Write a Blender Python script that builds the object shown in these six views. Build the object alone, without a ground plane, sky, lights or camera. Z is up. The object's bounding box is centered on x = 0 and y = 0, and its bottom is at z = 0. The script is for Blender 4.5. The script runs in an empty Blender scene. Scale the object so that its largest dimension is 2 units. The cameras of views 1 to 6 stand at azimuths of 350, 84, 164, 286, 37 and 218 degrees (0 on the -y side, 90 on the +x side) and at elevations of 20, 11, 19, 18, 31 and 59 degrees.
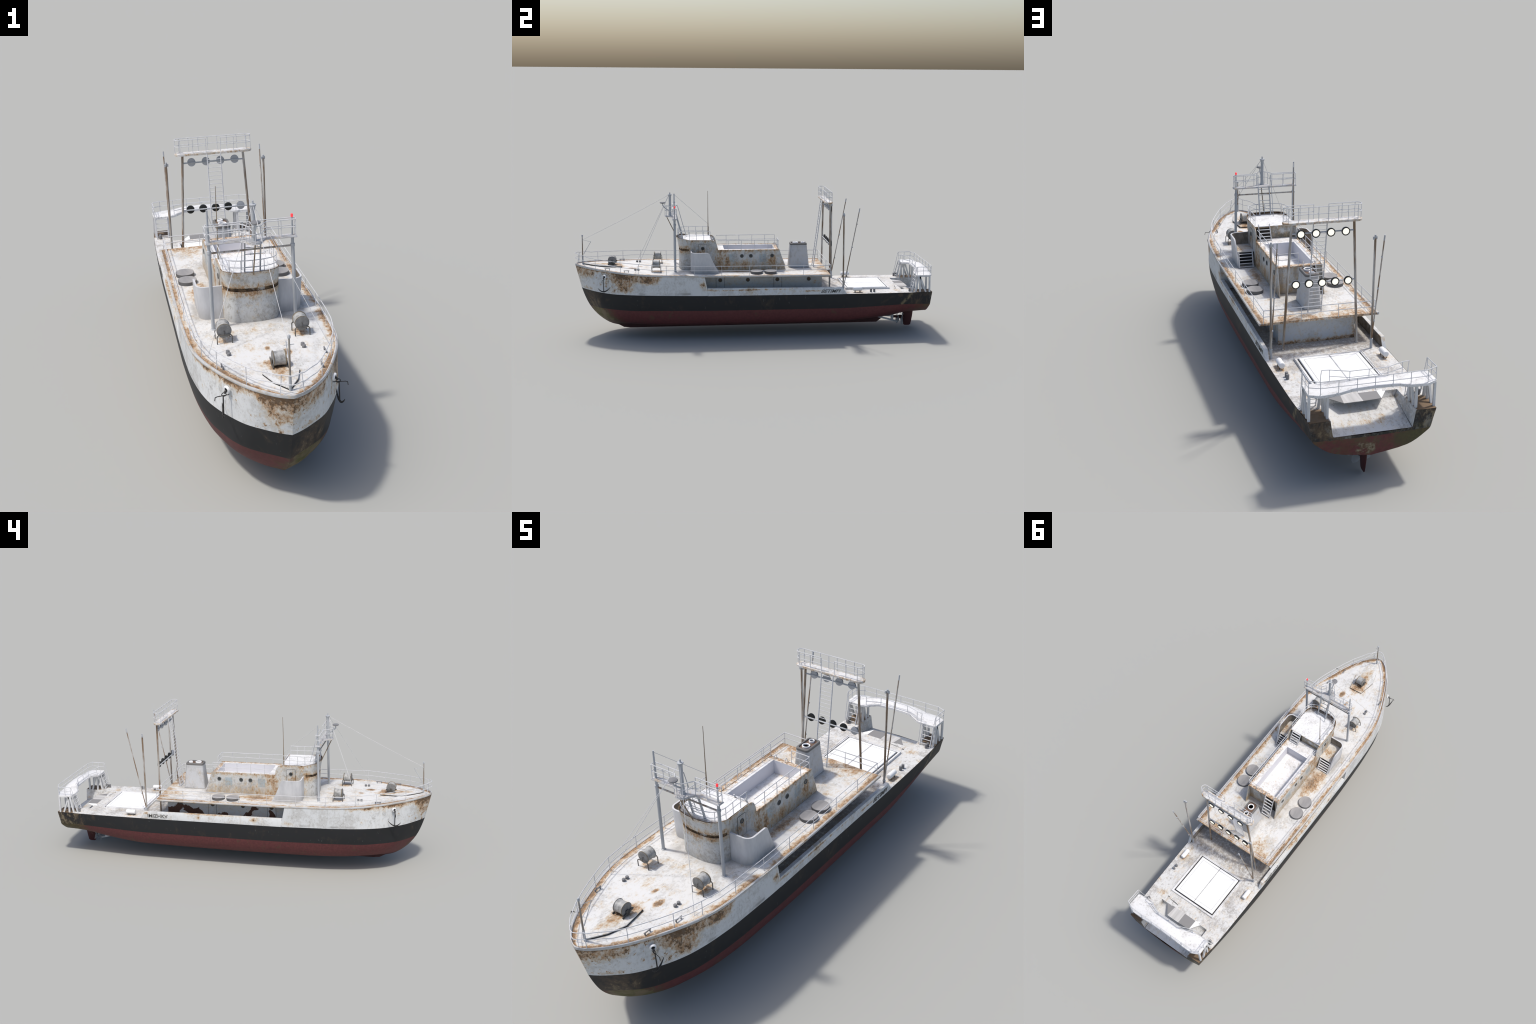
import bpy, bmesh, math, random
import numpy as np
from mathutils import Vector, Matrix

random.seed(7)
RNG = np.random.default_rng(11)

# ------------------------------------------------------------------ basics
def link(o, parent=None):
    bpy.context.scene.collection.objects.link(o)
    if parent is not None:
        o.parent = parent
    return o

ship = bpy.data.objects.new("fishing_vessel", None)
ship["label"] = "weathered white, black and red fishing ship, rust stained"
ship["category"] = "fishing ship"
link(ship)

def finish(bm, angle=35):
    bmesh.ops.recalc_face_normals(bm, faces=bm.faces)
    for f in bm.faces:
        f.smooth = True
    lim = math.radians(angle)
    for e in bm.edges:
        if len(e.link_faces) == 2 and e.calc_face_angle(0) > lim:
            e.smooth = False

def to_obj(name, bm, mats, parent=None, angle=35, recalc=True):
    if recalc:
        finish(bm, angle)
    me = bpy.data.meshes.new(name)
    bm.to_mesh(me)
    bm.free()
    for m in (mats if isinstance(mats, (list, tuple)) else [mats]):
        me.materials.append(m)
    return link(bpy.data.objects.new(name, me), parent or ship)

class B:
    """small mesh builder around bmesh"""
    def __init__(self):
        self.bm = bmesh.new()
        self.mi = 0
    def v(self, p):
        return self.bm.verts.new(p)
    def f(self, vs, mi=None):
        try:
            fc = self.bm.faces.new(vs)
        except ValueError:
            return None
        fc.material_index = self.mi if mi is None else mi
        return fc
    def poly(self, pts, mi=None):
        return self.f([self.v(p) for p in pts], mi)
    def grid(self, rows, mi=None, closed=False):
        """rows: list of rows of points -> quads; mi may be a function(i, j)"""
        V = [[self.v(p) for p in r] for r in rows]
        n = len(rows[0])
        for i in range(len(V) - 1):
            for j in range(n if closed else n - 1):
                k = (j + 1) % n
                m = mi(i, j) if callable(mi) else mi
                self.f([V[i][j], V[i][k], V[i + 1][k], V[i + 1][j]], m)
        return V
    def box(self, lo, hi, mi=None, M=None):
        x0, y0, z0 = lo
        x1, y1, z1 = hi
        P = [(x0, y0, z0), (x1, y0, z0), (x1, y1, z0), (x0, y1, z0), (x0, y0, z1), (x1, y0, z1), (x1, y1, z1), (x0, y1, z1)]
        if M is not None:
            P = [tuple(M @ Vector(p)) for p in P]
        V = [self.v(p) for p in P]
        for q in ((3, 2, 1, 0), (4, 5, 6, 7), (0, 1, 5, 4), (1, 2, 6, 5), (2, 3, 7, 6), (3, 0, 4, 7)):
            self.f([V[i] for i in q], mi)
    def beam(self, a, b, w, d, up=(0, 0, 1), mi=None):
        a, b = Vector(a), Vector(b)
        t = (b - a).normalized()
        u = Vector(up)
        s = t.cross(u)
        if s.length < 1e-4:
            s = t.cross(Vector((0, 1, 0)))
        s.normalize()
        n = s.cross(t)
        R = []
        for p in (a, b):
            R.append([p + s * w * i + n * d * j for i, j in ((-.5, -.5), (.5, -.5), (.5, .5), (-.5, .5))])
        V = self.grid(R, mi, True)
        self.f(V[0][::-1], mi)
        self.f(V[1], mi)
    def prism(self, pts, d, mi=None):
        """planar polygon extruded by vector d"""
        d = Vector(d)
        A = [self.v(p) for p in pts]
        C = [self.v(Vector(p) + d) for p in pts]
        n = len(pts)
        self.f(A[::-1], mi)
        self.f(C, mi)
        for i in range(n):
            self.f([A[i], A[(i + 1) % n], C[(i + 1) % n], C[i]], mi)
    def tube(self, pts, r, n=6, mi=None, closed=False, caps=True):
        P = [Vector(p) for p in pts]
        m = len(P)
        rr = r if isinstance(r, (list, tuple)) else [r] * m
        up = None
        rows = []
        for i in range(m):
            a = P[i - 1] if (i > 0 or closed) else None
            c = P[(i + 1) % m] if (i < m - 1 or closed) else None
            t = Vector((0, 0, 0))
            if a is not None:
                t += (P[i] - a).normalized()
            if c is not None:
                t += (c - P[i]).normalized()
            if t.length < 1e-6:
                t = Vector((0, 0, 1))
            t.normalize()
            k = 1.0
            if a is not None and c is not None:
                cs = t.dot((c - P[i]).normalized())
                k = 1 / max(.5, cs)
            if up is None:
                up = Vector((0, 0, 1)) if abs(t.z) < .9 else Vector((1, 0, 0))
            s = t.cross(up)
            if s.length < 1e-5:
                s = t.cross(Vector((0, 1, 0)))
            s.normalize()
            up = s.cross(t).normalized()
            rows.append([P[i] + (s * math.cos(2 * math.pi * j / n) + up * math.sin(2 * math.pi * j / n)) * rr[i] * (k if m > 2 else 1) for j in range(n)])
        if closed:
            rows.append(rows[0])
            V = [[self.v(p) for p in q] for q in rows[:-1]]
            V.append(V[0])
            for i in range(len(V) - 1):
                for j in range(n):
                    self.f([V[i][j], V[i][(j + 1) % n], V[i + 1][(j + 1) % n], V[i + 1][j]], mi)
            return
        V = self.grid(rows, mi, True)
        if caps:
            self.f(V[0][::-1], mi)
            self.f(V[-1], mi)
    def lathe(self, prof, c, axis=(0, 0, 1), n=24, mi=None):
        """prof: list of (radius, along) ; mi may be function of segment"""
        ax = Vector(axis).normalized()
        u = Vector((1, 0, 0)) if abs(ax.x) < .9 else Vector((0, 0, 1))
        s = ax.cross(u).normalized()
        u = s.cross(ax)
        c = Vector(c)
        rows = []
        for r, h in prof:
            rows.append([c + ax * h + (s * math.cos(2 * math.pi * j / n) + u * math.sin(2 * math.pi * j / n)) * r for j in range(n)])
        V = self.grid(rows, (lambda i, j: mi(i)) if callable(mi) else mi, True)
        if prof[0][0] > 1e-6:
            self.f(V[0][::-1], mi(0) if callable(mi) else mi)
        if prof[-1][0] > 1e-6:
            self.f(V[-1], mi(len(prof) - 2) if callable(mi) else mi)

def pchip(xs, ys):
    xs, ys = np.asarray(xs, float), np.asarray(ys, float)
    h = np.diff(xs)
    d = np.diff(ys) / h
    m = np.zeros(len(xs))
    for i in range(1, len(xs) - 1):
        if d[i - 1] * d[i] > 0:
            w1, w2 = 2 * h[i] + h[i - 1], h[i] + 2 * h[i - 1]
            m[i] = (w1 + w2) / (w1 / d[i - 1] + w2 / d[i])
    m[0], m[-1] = d[0], d[-1]
    def f(x):
        x = min(max(x, xs[0]), xs[-1])
        i = min(max(int(np.searchsorted(xs, x)) - 1, 0), len(h) - 1)
        t = (x - xs[i]) / h[i]
        return float((1 + 2 * t) * (1 - t) ** 2 * ys[i] + t * (1 - t) ** 2 * h[i] * m[i] + t * t * (3 - 2 * t) * ys[i + 1] + t * t * (t - 1) * h[i] * m[i + 1])
    return f

def curve3(pts):
    """pts of (y, x, z) -> functions x(y), z(y), and y range"""
    y = [p[0] for p in pts]
    return pchip(y, [p[1] for p in pts]), pchip(y, [p[2] for p in pts]), y[0], y[-1]

def arc(c, r, a0, a1, n, z=0.0):
    return [(c[0] + r * math.cos(math.radians(a0 + (a1 - a0) * i / n)), c[1] + r * math.sin(math.radians(a0 + (a1 - a0) * i / n)), z) for i in range(n + 1)]

# ------------------------------------------------------------------ materials
class N:
    def __init__(self, name):
        self.m = bpy.data.materials.new(name)
        self.m.use_nodes = True
        self.t = self.m.node_tree
        self.t.nodes.clear()
        self.out = self.t.nodes.new("ShaderNodeOutputMaterial")
        self.bsdf = self.t.nodes.new("ShaderNodeBsdfPrincipled")
        self.t.links.new(self.bsdf.outputs[0], self.out.inputs[0])
        tc = self.t.nodes.new("ShaderNodeTexCoord")
        self.P = tc.outputs["Object"]
        sx = self.t.nodes.new("ShaderNodeSeparateXYZ")
        self.t.links.new(self.P, sx.inputs[0])
        self.x, self.y, self.z = sx.outputs
    def put(self, sock, val):
        if hasattr(val, "is_output"):
            self.t.links.new(val, sock)
        else:
            sock.default_value = val
    def math(self, op, a, b=0.0, c=0.0, clamp=False):
        n = self.t.nodes.new("ShaderNodeMath")
        n.operation = op
        n.use_clamp = clamp
        for s, q in zip(n.inputs, (a, b, c)):
            self.put(s, q)
        return n.outputs[0]
    def add(self, a, b): return self.math("ADD", a, b)
    def sub(self, a, b): return self.math("SUBTRACT", a, b)
    def mul(self, a, b): return self.math("MULTIPLY", a, b)
    def mx(self, a, b): return self.math("MAXIMUM", a, b)
    def mn(self, a, b): return self.math("MINIMUM", a, b)
    def abs(self, a): return self.math("ABSOLUTE", a)
    def ramp(self, v, lo, hi, a=0.0, b=1.0):
        n = self.t.nodes.new("ShaderNodeMapRange")
        n.interpolation_type = "SMOOTHSTEP"
        n.clamp = True
        for k, q in (("Value", v), ("From Min", lo), ("From Max", hi), ("To Min", a), ("To Max", b)):
            self.put(n.inputs[k], q)
        return n.outputs[0]
    def noise(self, scale, detail=4.0, rough=.6, stretch=(1, 1, 1), off=(0, 0, 0), dist=0.0):
        mp = self.t.nodes.new("ShaderNodeMapping")
        self.t.links.new(self.P, mp.inputs[0])
        mp.inputs["Scale"].default_value = stretch
        mp.inputs["Location"].default_value = off
        n = self.t.nodes.new("ShaderNodeTexNoise")
        self.t.links.new(mp.outputs[0], n.inputs["Vector"])
        n.inputs["Scale"].default_value = scale
        n.inputs["Detail"].default_value = detail
        n.inputs["Roughness"].default_value = rough
        n.inputs["Distortion"].default_value = dist
        return n.outputs["Fac"]
    def mix(self, f, a, b):
        n = self.t.nodes.new("ShaderNodeMix")
        n.data_type = "RGBA"
        self.put(n.inputs[0], f)
        for s, q in ((n.inputs[6], a), (n.inputs[7], b)):
            self.put(s, (*q, 1) if isinstance(q, tuple) and len(q) == 3 else q)
        return n.outputs[2]
    def blob(self, c, r):
        """soft ellipsoid mask, 1 in the middle, 0 at radius r; None in c ignores an axis"""
        s = None
        for k, (cc, rr) in enumerate(zip(c, r)):
            if cc is None:
                continue
            d = self.mul(self.sub((self.x, self.y, self.z)[k], cc), 1 / rr)
            d = self.mul(d, d)
            s = d if s is None else self.add(s, d)
        return self.math("SUBTRACT", 1.0, self.math("SQRT", s), clamp=True)
    def boxmask(self, lo, hi, soft=.002):
        s = None
        for k in range(3):
            if lo[k] is None:
                continue
            q = (self.x, self.y, self.z)[k]
            m = self.mul(self.ramp(q, lo[k] - soft, lo[k] + soft), self.ramp(q, hi[k] - soft, hi[k] + soft, 1.0, 0.0))
            s = m if s is None else self.mul(s, m)
        return s
    def fcurve(self, v, pts):
        n = self.t.nodes.new("ShaderNodeFloatCurve")
        c = n.mapping.curves[0]
        c.points[0].location = pts[0]
        c.points[1].location = pts[-1]
        for p in pts[1:-1]:
            c.points.new(*p)
        for p in c.points:
            p.handle_type = "VECTOR"
        n.mapping.use_clip = False
        n.mapping.update()
        self.put(n.inputs["Value"], v)
        return n.outputs[0]
    def done(self, col, rough=.6, metal=0.0, bump=None, bs=.2, bd=.002):
        self.put(self.bsdf.inputs["Base Color"], (*col, 1) if isinstance(col, tuple) and len(col) == 3 else col)
        self.put(self.bsdf.inputs["Roughness"], rough)
        self.bsdf.inputs["Metallic"].default_value = metal
        self.bsdf.inputs["Specular IOR Level"].default_value = .3
        if bump is not None:
            n = self.t.nodes.new("ShaderNodeBump")
            n.inputs["Strength"].default_value = bs
            n.inputs["Distance"].default_value = bd
            self.t.links.new(bump, n.inputs["Height"])
            self.t.links.new(n.outputs[0], self.bsdf.inputs["Normal"])
        return self.m

RUST = (.325, .170, .062)
TAN = (.52, .395, .225)
DARK = (.080, .046, .024)

def weather(k, base, bias, dirt=.35, rustscale=26, stretch=(1, 1, 1), spec=.5, rlo=.60, rhi=.70, dark=.5, grime=(.33, .31, .28)):
    """base colour + grey grime, tan wash, broken rust flakes where noise + bias is high, dark cores"""
    n1 = k.noise(rustscale, 6, .70, stretch)
    n2 = k.noise(rustscale * 2.7, 6, .75, stretch, (3, 1, 7))
    fine = k.noise(150, 4, .75, stretch, (5, 5, 1))
    n = k.add(k.add(k.mul(n1, .55), k.mul(n2, .45)), k.mul(k.sub(fine, .5), .16))
    v = k.add(n, bias)
    col = base
    g = k.noise(60, 5, .75, stretch, (9, 4, 2))
    gl = k.noise(11, 3, .6, (1, 1, 1), (1, 8, 4))
    gm = k.mul(k.ramp(k.add(g, k.mul(k.sub(gl, .5), .9)), .44, .70), dirt)
    col = k.mix(gm, col, grime)
    sp = k.noise(110, 3, .7, stretch, (2, 7, 5))
    col = k.mix(k.mul(k.ramp(k.add(sp, k.mul(k.sub(gl, .5), .4)), .57, .67), .50 * spec), col, (.26, .245, .225))
    brk = k.ramp(k.noise(85, 4, .75, stretch, (7, 3, 8)), .34, .60, .35, 1.0)
    col = k.mix(k.mul(k.ramp(v, rlo - .09, rhi - .03), .50), col, TAN)
    col = k.mix(k.mul(k.mul(k.ramp(v, rlo, rhi + .02), .88), brk), col, RUST)
    d = k.ramp(k.add(v, k.mul(k.sub(sp, .5), .6)), rhi + .01, rhi + .13)
    col = k.mix(k.mul(d, dark), col, DARK)
    return col, v

WHITE = (.635, .635, .625)
GUN_Y = [-1.0, -.985, -.965, -.93, -.88, -.82, -.745, -.665, -.58, -.47, -.285, .45]
GUN_X = [0.0, .030, .055, .087, .121, .151, .183, .212, .230, .2375, .2405, .2385]

# upper deck: rust hugging the edge, rings and stains at known places
k = N("upper_deck_paint")
hw = k.fcurve(k.ramp(k.y, -1, .45) if False else k.mul(k.add(k.y, 1.0), 1 / 1.45), [((y + 1) / 1.45, x * 2) for y, x in zip(GUN_Y, GUN_X)])
edge = k.sub(k.mul(hw, .5), k.abs(k.x))
eb = k.ramp(edge, .006, .042, .25, 0.0)
eb = k.mul(eb, k.ramp(k.noise(7, 2, .5, (1, 1, 1), (2, 2, 2)), .35, .6, .62, 1.15))
bias = k.add(k.add(eb, k.mul(k.ramp(edge, .004, .034, .20, 0.0), k.ramp(k.y, -.62, -.85))), .012)
bias = k.add(bias, k.ramp(k.y, .31, .405, 0.0, .16))
for c, r, s in (((.003, -.765, None), (.06, .065, 1), .36), ((.0, -.85, None), (.035, .08, 1), .22), ((.052, -.68, None), (.018, .032, 1), .50),
                ((-.002, -.641, None), (.014, .022, 1), .36), ((.125, -.535, None), (.045, .05, 1), .22), ((-.122, -.535, None), (.045, .05, 1), .20), ((-.05, -.62, None), (.09, .05, 1), .07), ((.0, -.48, None), (.12, .05, 1), .06),
                ((-.135, -.12, None), (.06, .13, 1), .36), ((.12, -.09, None), (.035, .15, 1), .26), ((.10, -.30, None), (.08, .03, 1), .08), ((.11, .33, None), (.10, .06, 1), .09), ((-.13, .31, None), (.09, .08, 1), .08),
                ((-.02, -.80, None), (.03, .03, 1), .1), ((.12, .19, None), (.06, .03, 1), .08)):
    bias = k.add(bias, k.mul(k.blob(c, r), s))
col, v = weather(k, WHITE, bias, .45, 24, (1.25, .8, 1), .9, dark=.6, grime=(.37, .355, .33))
gd = k.mul(k.mul(k.ramp(k.abs(k.x), .150, .094), k.ramp(k.y, -.47, -.40)), k.ramp(k.y, .24, .17))  # ambient occlusion painted on the deck round house, funnel and wings
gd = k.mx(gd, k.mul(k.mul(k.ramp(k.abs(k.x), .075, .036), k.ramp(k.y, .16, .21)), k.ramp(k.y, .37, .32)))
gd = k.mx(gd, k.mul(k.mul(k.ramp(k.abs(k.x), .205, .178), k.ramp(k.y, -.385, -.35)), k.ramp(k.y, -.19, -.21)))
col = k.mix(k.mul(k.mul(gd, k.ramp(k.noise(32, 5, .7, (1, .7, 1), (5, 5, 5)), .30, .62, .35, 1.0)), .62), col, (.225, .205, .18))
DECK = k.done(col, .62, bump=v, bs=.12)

# main deck aft: dirtier, very dark brown at the stern corners
k = N("main_deck_paint")
bias = k.ramp(k.y, .52, .42, 0.0, .04)
for c, r, s in (((.2, .57, None), (.05, .07, 1), .16), ((-.2, .57, None), (.05, .07, 1), .14), ((.17, .80, None), (.05, .03, 1), .18), ((0, .505, None), (.2, .02, 1), .05), ((-.17, .9, None), (.05, .05, 1), .10), ((0., .95, None), (.14, .035, 1), .07), ((-.05, .93, None), (.08, .03, 1), .08)):
    bias = k.add(bias, k.mul(k.blob(c, r), s))
col, v = weather(k, (.60, .60, .59), k.add(bias, .012), .64, 30, (1.2, .8, 1), 1.2, dark=.6, grime=(.34, .32, .30))
sp = k.noise(75, 5, .75, (1, .8, 1), (4, 2, 9))
dm = k.mul(k.ramp(k.add(sp, k.ramp(k.y, .54, .44, -.075, .10)), .43, .64), .72)
dm = k.mul(dm, k.ramp(k.z, .225, .245))
col = k.mix(dm, col, (.23, .205, .18))
cn = k.mul(k.mul(k.ramp(k.abs(k.x), .148, .156), k.ramp(k.z, .249, .2525)), k.ramp(k.add(k.y, k.mul(k.sub(k.noise(22, 4), .5), .06)), .885, .915))
wood = k.mix(k.noise(30, 5, .7, (1, 6, 1)), (.22, .125, .05), (.055, .038, .02))
col = k.mix(k.mul(cn, .93), col, wood)
MAIN = k.done(col, .7, bump=v, bs=.12)

# hull topsides: white with rust bleeding from the gunwale and at the stem
k = N("hull_white_paint")
n_top = k.noise(9, 3, .6, (1, 1, .45), (6, 1, 1))
top = k.mul(k.ramp(k.z, .33, .385, -.05, .12), k.ramp(k.y, -.35, -.5))
port = k.ramp(k.x, -.02, .02)
bias = k.add(k.add(top, .004), k.mul(k.sub(k.noise(9, 4, .65, (1, 1, .7), (3, 3, 9)), .5), .30))
for c, r, s in (((None, -.99, None), (1, .06, 1), .18), ((.185, -.72, .350), (.10, .085, .055), .38), ((.22, -.585, .340), (.10, .10, .040), .36), ((.20, -.705, .292), (.1, .085, .045), .30), ((.165, -.79, .30), (.06, .05, .05), .16),
                ((.11, -.83, .32), (.1, .05, .03), .1), ((.16, -.80, .345), (.08, .05, .04), .16), ((.235, -.29, .32), (.03, .035, .05), .24), ((.05, -.93, .275), (.08, .06, .012), .22), ((.08, -.92, .36), (.07, .05, .03), .18),
                ((.238, -.25, .29), (.03, .06, .012), .20), ((-.06, -.95, .34), (.06, .04, .07), .20), ((-.14, -.83, .375), (.08, .09, .02), .20), ((-.2, -.69, .365), (.06, .07, .012), .24), ((-.238, -.3, .275), (.05, .05, .02), .22), ((-.238, -.12, .283), (.05, .04, .014), .26),
                ((.238, .30, .275), (.05, .10, .008), .26), ((-.238, .18, .275), (.05, .02, .02), .26), ((.238, .05, .287), (.05, .2, .006), .16), ((-.238, .47, .285), (.05, .03, .012), .26), ((.238, -.15, .285), (.05, .2, .008), .2), ((-.238, .1, .295), (.05, .35, .006), .18)):
    bias = k.add(bias, k.mul(k.blob(c, r), s))
fl = k.noise(52, 5, .75, (1, 1, .8), (2, 8, 2))
bias = k.add(bias, k.mul(k.mul(k.ramp(fl, .55, .66), k.ramp(k.y, -.58, -.78)), .24))
under = k.mul(k.ramp(k.sub(k.fcurve(k.mul(k.add(k.y, 1.0), 1 / .72), [((yy_ + 1) / .72, zz_) for yy_, zz_ in ((-1, .396), (-.95, .3935), (-.88, .389), (-.74, .3795), (-.64, .3755), (-.49, .3705), (-.285, .367))]), k.z), .004, .016, 1.0, 0.0), k.ramp(k.y, -.24, -.29))
bias = k.add(bias, k.mul(under, .13))
# bleached repaint area amidships stays clean
bias = k.sub(bias, k.mul(k.blob((None, -.42, None), (1, .14, 1)), .16))
st = k.noise(36, 5, .7, (1, 1, .16), (1, 3, 3))
base = k.mix(k.mul(k.ramp(st, .52, .75), .45), (.61, .625, .63), (.42, .42, .405))
smudge = k.mul(k.boxmask((None, -.64, .2635), (None, -.36, .274), .006), k.ramp(k.noise(9, 4, .6, (1, 1, 4)), .42, .65))
base = k.mix(k.mul(smudge, .75), base, (.20, .20, .20))
mott = k.noise(48, 5, .7, (1, 1, .7), (7, 7, 1))
base = k.mix(k.mul(k.mul(k.ramp(mott, .5, .66), .75), k.mx(k.blob((-.17, -.76, .31), (.1, .12, .07)), k.mul(k.blob((.16, -.80, .325), (.05, .045, .05)), 1.3))), base, (.16, .15, .14))
col, v = weather(k, base, bias, .38, 22, (1, 1, .85), .7, dark=.85)
inw = k.mul(k.mul(k.ramp(k.abs(k.x), .2236, .2232), k.ramp(k.y, -.262, -.255)), k.ramp(k.z, .2925, .290))
col = k.mix(k.mul(inw, k.ramp(k.noise(30, 5, .7), .25, .6, .55, .95)), col, (.13, .095, .06))
HULLW = k.done(col, .55, bump=v, bs=.12)

# black band
k = N("hull_black_paint")
sc = k.noise(13, 7, .72, (1, 1, .8), (2, 0, 5), .8)
fine = k.noise(70, 4, .7, (1, 1, .6))
bow = k.blob((.08, -.93, .20), (.10, .11, .15))
ste = k.ramp(k.y, .62, 1.0)
amt = k.add(k.add(sc, k.mul(k.sub(fine, .5), .30)), k.add(k.mul(bow, .34), k.mul(ste, .12)))
col = k.mix(k.mul(k.ramp(amt, .535, .72), k.add(.26, k.mul(k.mx(bow, k.ramp(k.y, .7, .9)), .55))), (.0165, .0175, .019), (.085, .058, .037))
col = k.mix(k.mul(k.ramp(amt, .70, .82), .6), col, (.21, .165, .10))
stb = k.mul(k.mul(k.ramp(k.x, -.1, -.15), k.ramp(k.y, .84, .92)), k.ramp(k.add(fine, k.mul(k.sub(sc, .5), 1.2)), .52, .66))
col = k.mix(k.mul(stb, .75), col, (.20, .165, .105))
sck = k.noise(90, 2, .6, (1, 1, .5), (8, 1, 1))
col = k.mix(k.mul(k.ramp(sck, .68, .76), .22), col, (.16, .17, .16))
mo = k.mul(k.mul(k.ramp(k.y, .80, .97), k.ramp(k.x, .0, -.12, .15, 1.0)), k.ramp(k.add(k.z, k.mul(k.sub(sc, .5), .05)), .215, .17))
col = k.mix(k.mul(k.mul(mo, k.ramp(fine, .35, .65)), .6), col, (.09, .085, .03))
dg = k.mul(k.ramp(k.abs(k.sub(k.sub(k.y, .80), k.mul(k.sub(k.z, .16), .85))), .020, .0), k.mul(k.ramp(k.x, .10, .12), k.ramp(k.add(fine, k.mul(sc, .4)), .58, .78)))
col = k.mix(k.mul(dg, .85), col, (.19, .155, .09))
pl_ = k.mul(k.ramp(k.noise(30, 5, .75, (1, 1, .6), (1, 4, 4)), .50, .68), k.ramp(k.y, .975, .988))
col = k.mix(k.mul(pl_, .55), col, (.20, .20, .18))
HULLB = k.done(col, .62)

# red antifouling
k = N("hull_red_paint")
sc = k.noise(15, 7, .72, (1, 1, .8), (5, 2, 1), .7)
fine = k.noise(85, 4, .7)
bow = k.mx(k.mul(k.blob((.06, -.85, .12), (.12, .20, .11)), 1.7), 0.0)
ste = k.ramp(k.y, .70, .97)
col = k.mix(k.ramp(fine, .3, .7), (.122, .036, .036), (.088, .026, .027))
col = k.mix(k.mul(k.ramp(k.z, .075, .035), .6), col, (.035, .018, .017))
amt = k.add(k.add(sc, k.mul(k.sub(fine, .5), .3)), k.add(k.mul(bow, .30), k.mul(ste, .09)))
col = k.mix(k.mul(k.ramp(amt, .56, .74), .70), col, (.080, .066, .036))
stm = k.mul(k.ramp(k.x, -.10, -.15), k.ramp(k.y, .80, .90))
col = k.mix(k.mul(stm, .75), col, k.mix(k.ramp(fine, .4, .65), (.045, .045, .022), (.105, .100, .03)))
col = k.mix(k.mul(k.ramp(amt, .72, .84), .6), col, (.20, .165, .095))
gr = k.mul(k.mx(bow, k.mul(ste, .35)), k.ramp(k.noise(20, 4, .6, (1, 1, 1), (4, 4, 4)), .45, .62))
col = k.mix(k.mul(gr, .6), col, (.075, .078, .018))
pt = k.mul(k.blob((.022, .99, .135), (.045, .04, .04)), k.ramp(k.noise(34, 5, .7), .3, .6))
col = k.mix(k.ramp(pt, .08, .35, 0.0, .85), col, k.mix(k.ramp(fine, .4, .65), (.085, .055, .03), (.26, .23, .16)))
pt2 = k.blob((-.13, .99, .15), (.09, .05, .05))
col = k.mix(k.mul(k.ramp(k.add(pt2, k.sub(sc, .5)), .15, .5), .8), col, k.mix(fine, (.035, .03, .018), (.085, .085, .03)))
HULLR = k.done(col, .62)

# house walls: streaked, rust from top edges and tan grime at the foot
k = N("house_wall_paint")
st = k.noise(30, 5, .7, (1, 1, .2), (2, 2, 2))
base = k.mix(k.mul(k.ramp(st, .5, .74), .40), (.545, .555, .55), (.38, .36, .32))
for y0, y1 in ((-.15, -.111), (.029, .067)):
    pm = k.mul(k.boxmask((None, y0, .413), (None, y1, .458)), k.ramp(k.noise(45, 4, .6), .3, .55, .55, 1.0))
    base = k.mix(pm, base, (.34, .415, .46))
foot = k.mul(k.ramp(k.z, .435, .37), k.ramp(k.y, -.40, -.30))
base = k.mix(k.mul(foot, k.ramp(k.noise(34, 5, .7, (1, 1, .6)), .32, .66, .25, .85)), base, (.30, .225, .15))
top = k.mx(k.mul(k.ramp(k.z, .462, .484), k.ramp(k.y, -.215, -.19)), k.ramp(k.z, .515, .545))
lip = k.mul(k.ramp(k.abs(k.sub(k.z, .482)), .045, .0), k.ramp(k.y, -.335, -.37))
bias = k.add(k.add(k.mul(top, .13), k.mul(foot, .07)), k.mul(lip, .10))
bias = k.add(bias, k.mul(k.blob((None, -.19, .44), (1, .055, .09)), .17))
for c, r, s in (((.094, .10, .42), (.03, .03, .045), .24), ((.094, -.15, .41), (.03, .02, .04), .2), ((.094, -.06, .40), (.03, .08, .025), .10), ((None, -.30, .47), (1, .05, .03), .12), ((0.0, -.42, .42), (.03, .03, .08), .07)):
    bias = k.add(bias, k.mul(k.blob(c, r), s))
ins = k.ramp(k.abs(k.x), .0908, .0902)
bw = k.mul(k.mul(ins, k.boxmask((None, -.2415, None), (None, -.2385, None), .0005)), k.ramp(k.add(k.noise(26, 5, .7), k.add(k.ramp(k.z, .52, .48, 0.0, .22), k.ramp(k.x, .0, .03, 0.0, .2))), .42, .66))
base = k.mix(k.mul(bw, .88), base, k.mix(k.noise(60, 4), (.065, .050, .022), (.14, .10, .05)))
hwl = k.mul(k.mul(ins, k.boxmask((None, .1345, None), (None, .1375, None), .0005)), k.ramp(k.noise(24, 5, .7, (1, 1, .15), (1, 6, 6)), .46, .66))
base = k.mix(k.mul(hwl, .7), base, (.24, .155, .075))
spk = k.noise(70, 5, .8, (1, 1, .8), (3, 3, 6))
base = k.mix(k.mul(k.ramp(k.add(spk, k.mul(k.sub(k.noise(8, 3), .5), .5)), .50, .64), .55), base, (.22, .19, .155))
bias = k.add(bias, k.mul(lip, .06))
bias = k.sub(bias, k.mul(k.ramp(k.y, -.355, -.385), k.mul(k.ramp(k.abs(k.sub(k.z, .485)), .012, .035), .055)))
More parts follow.
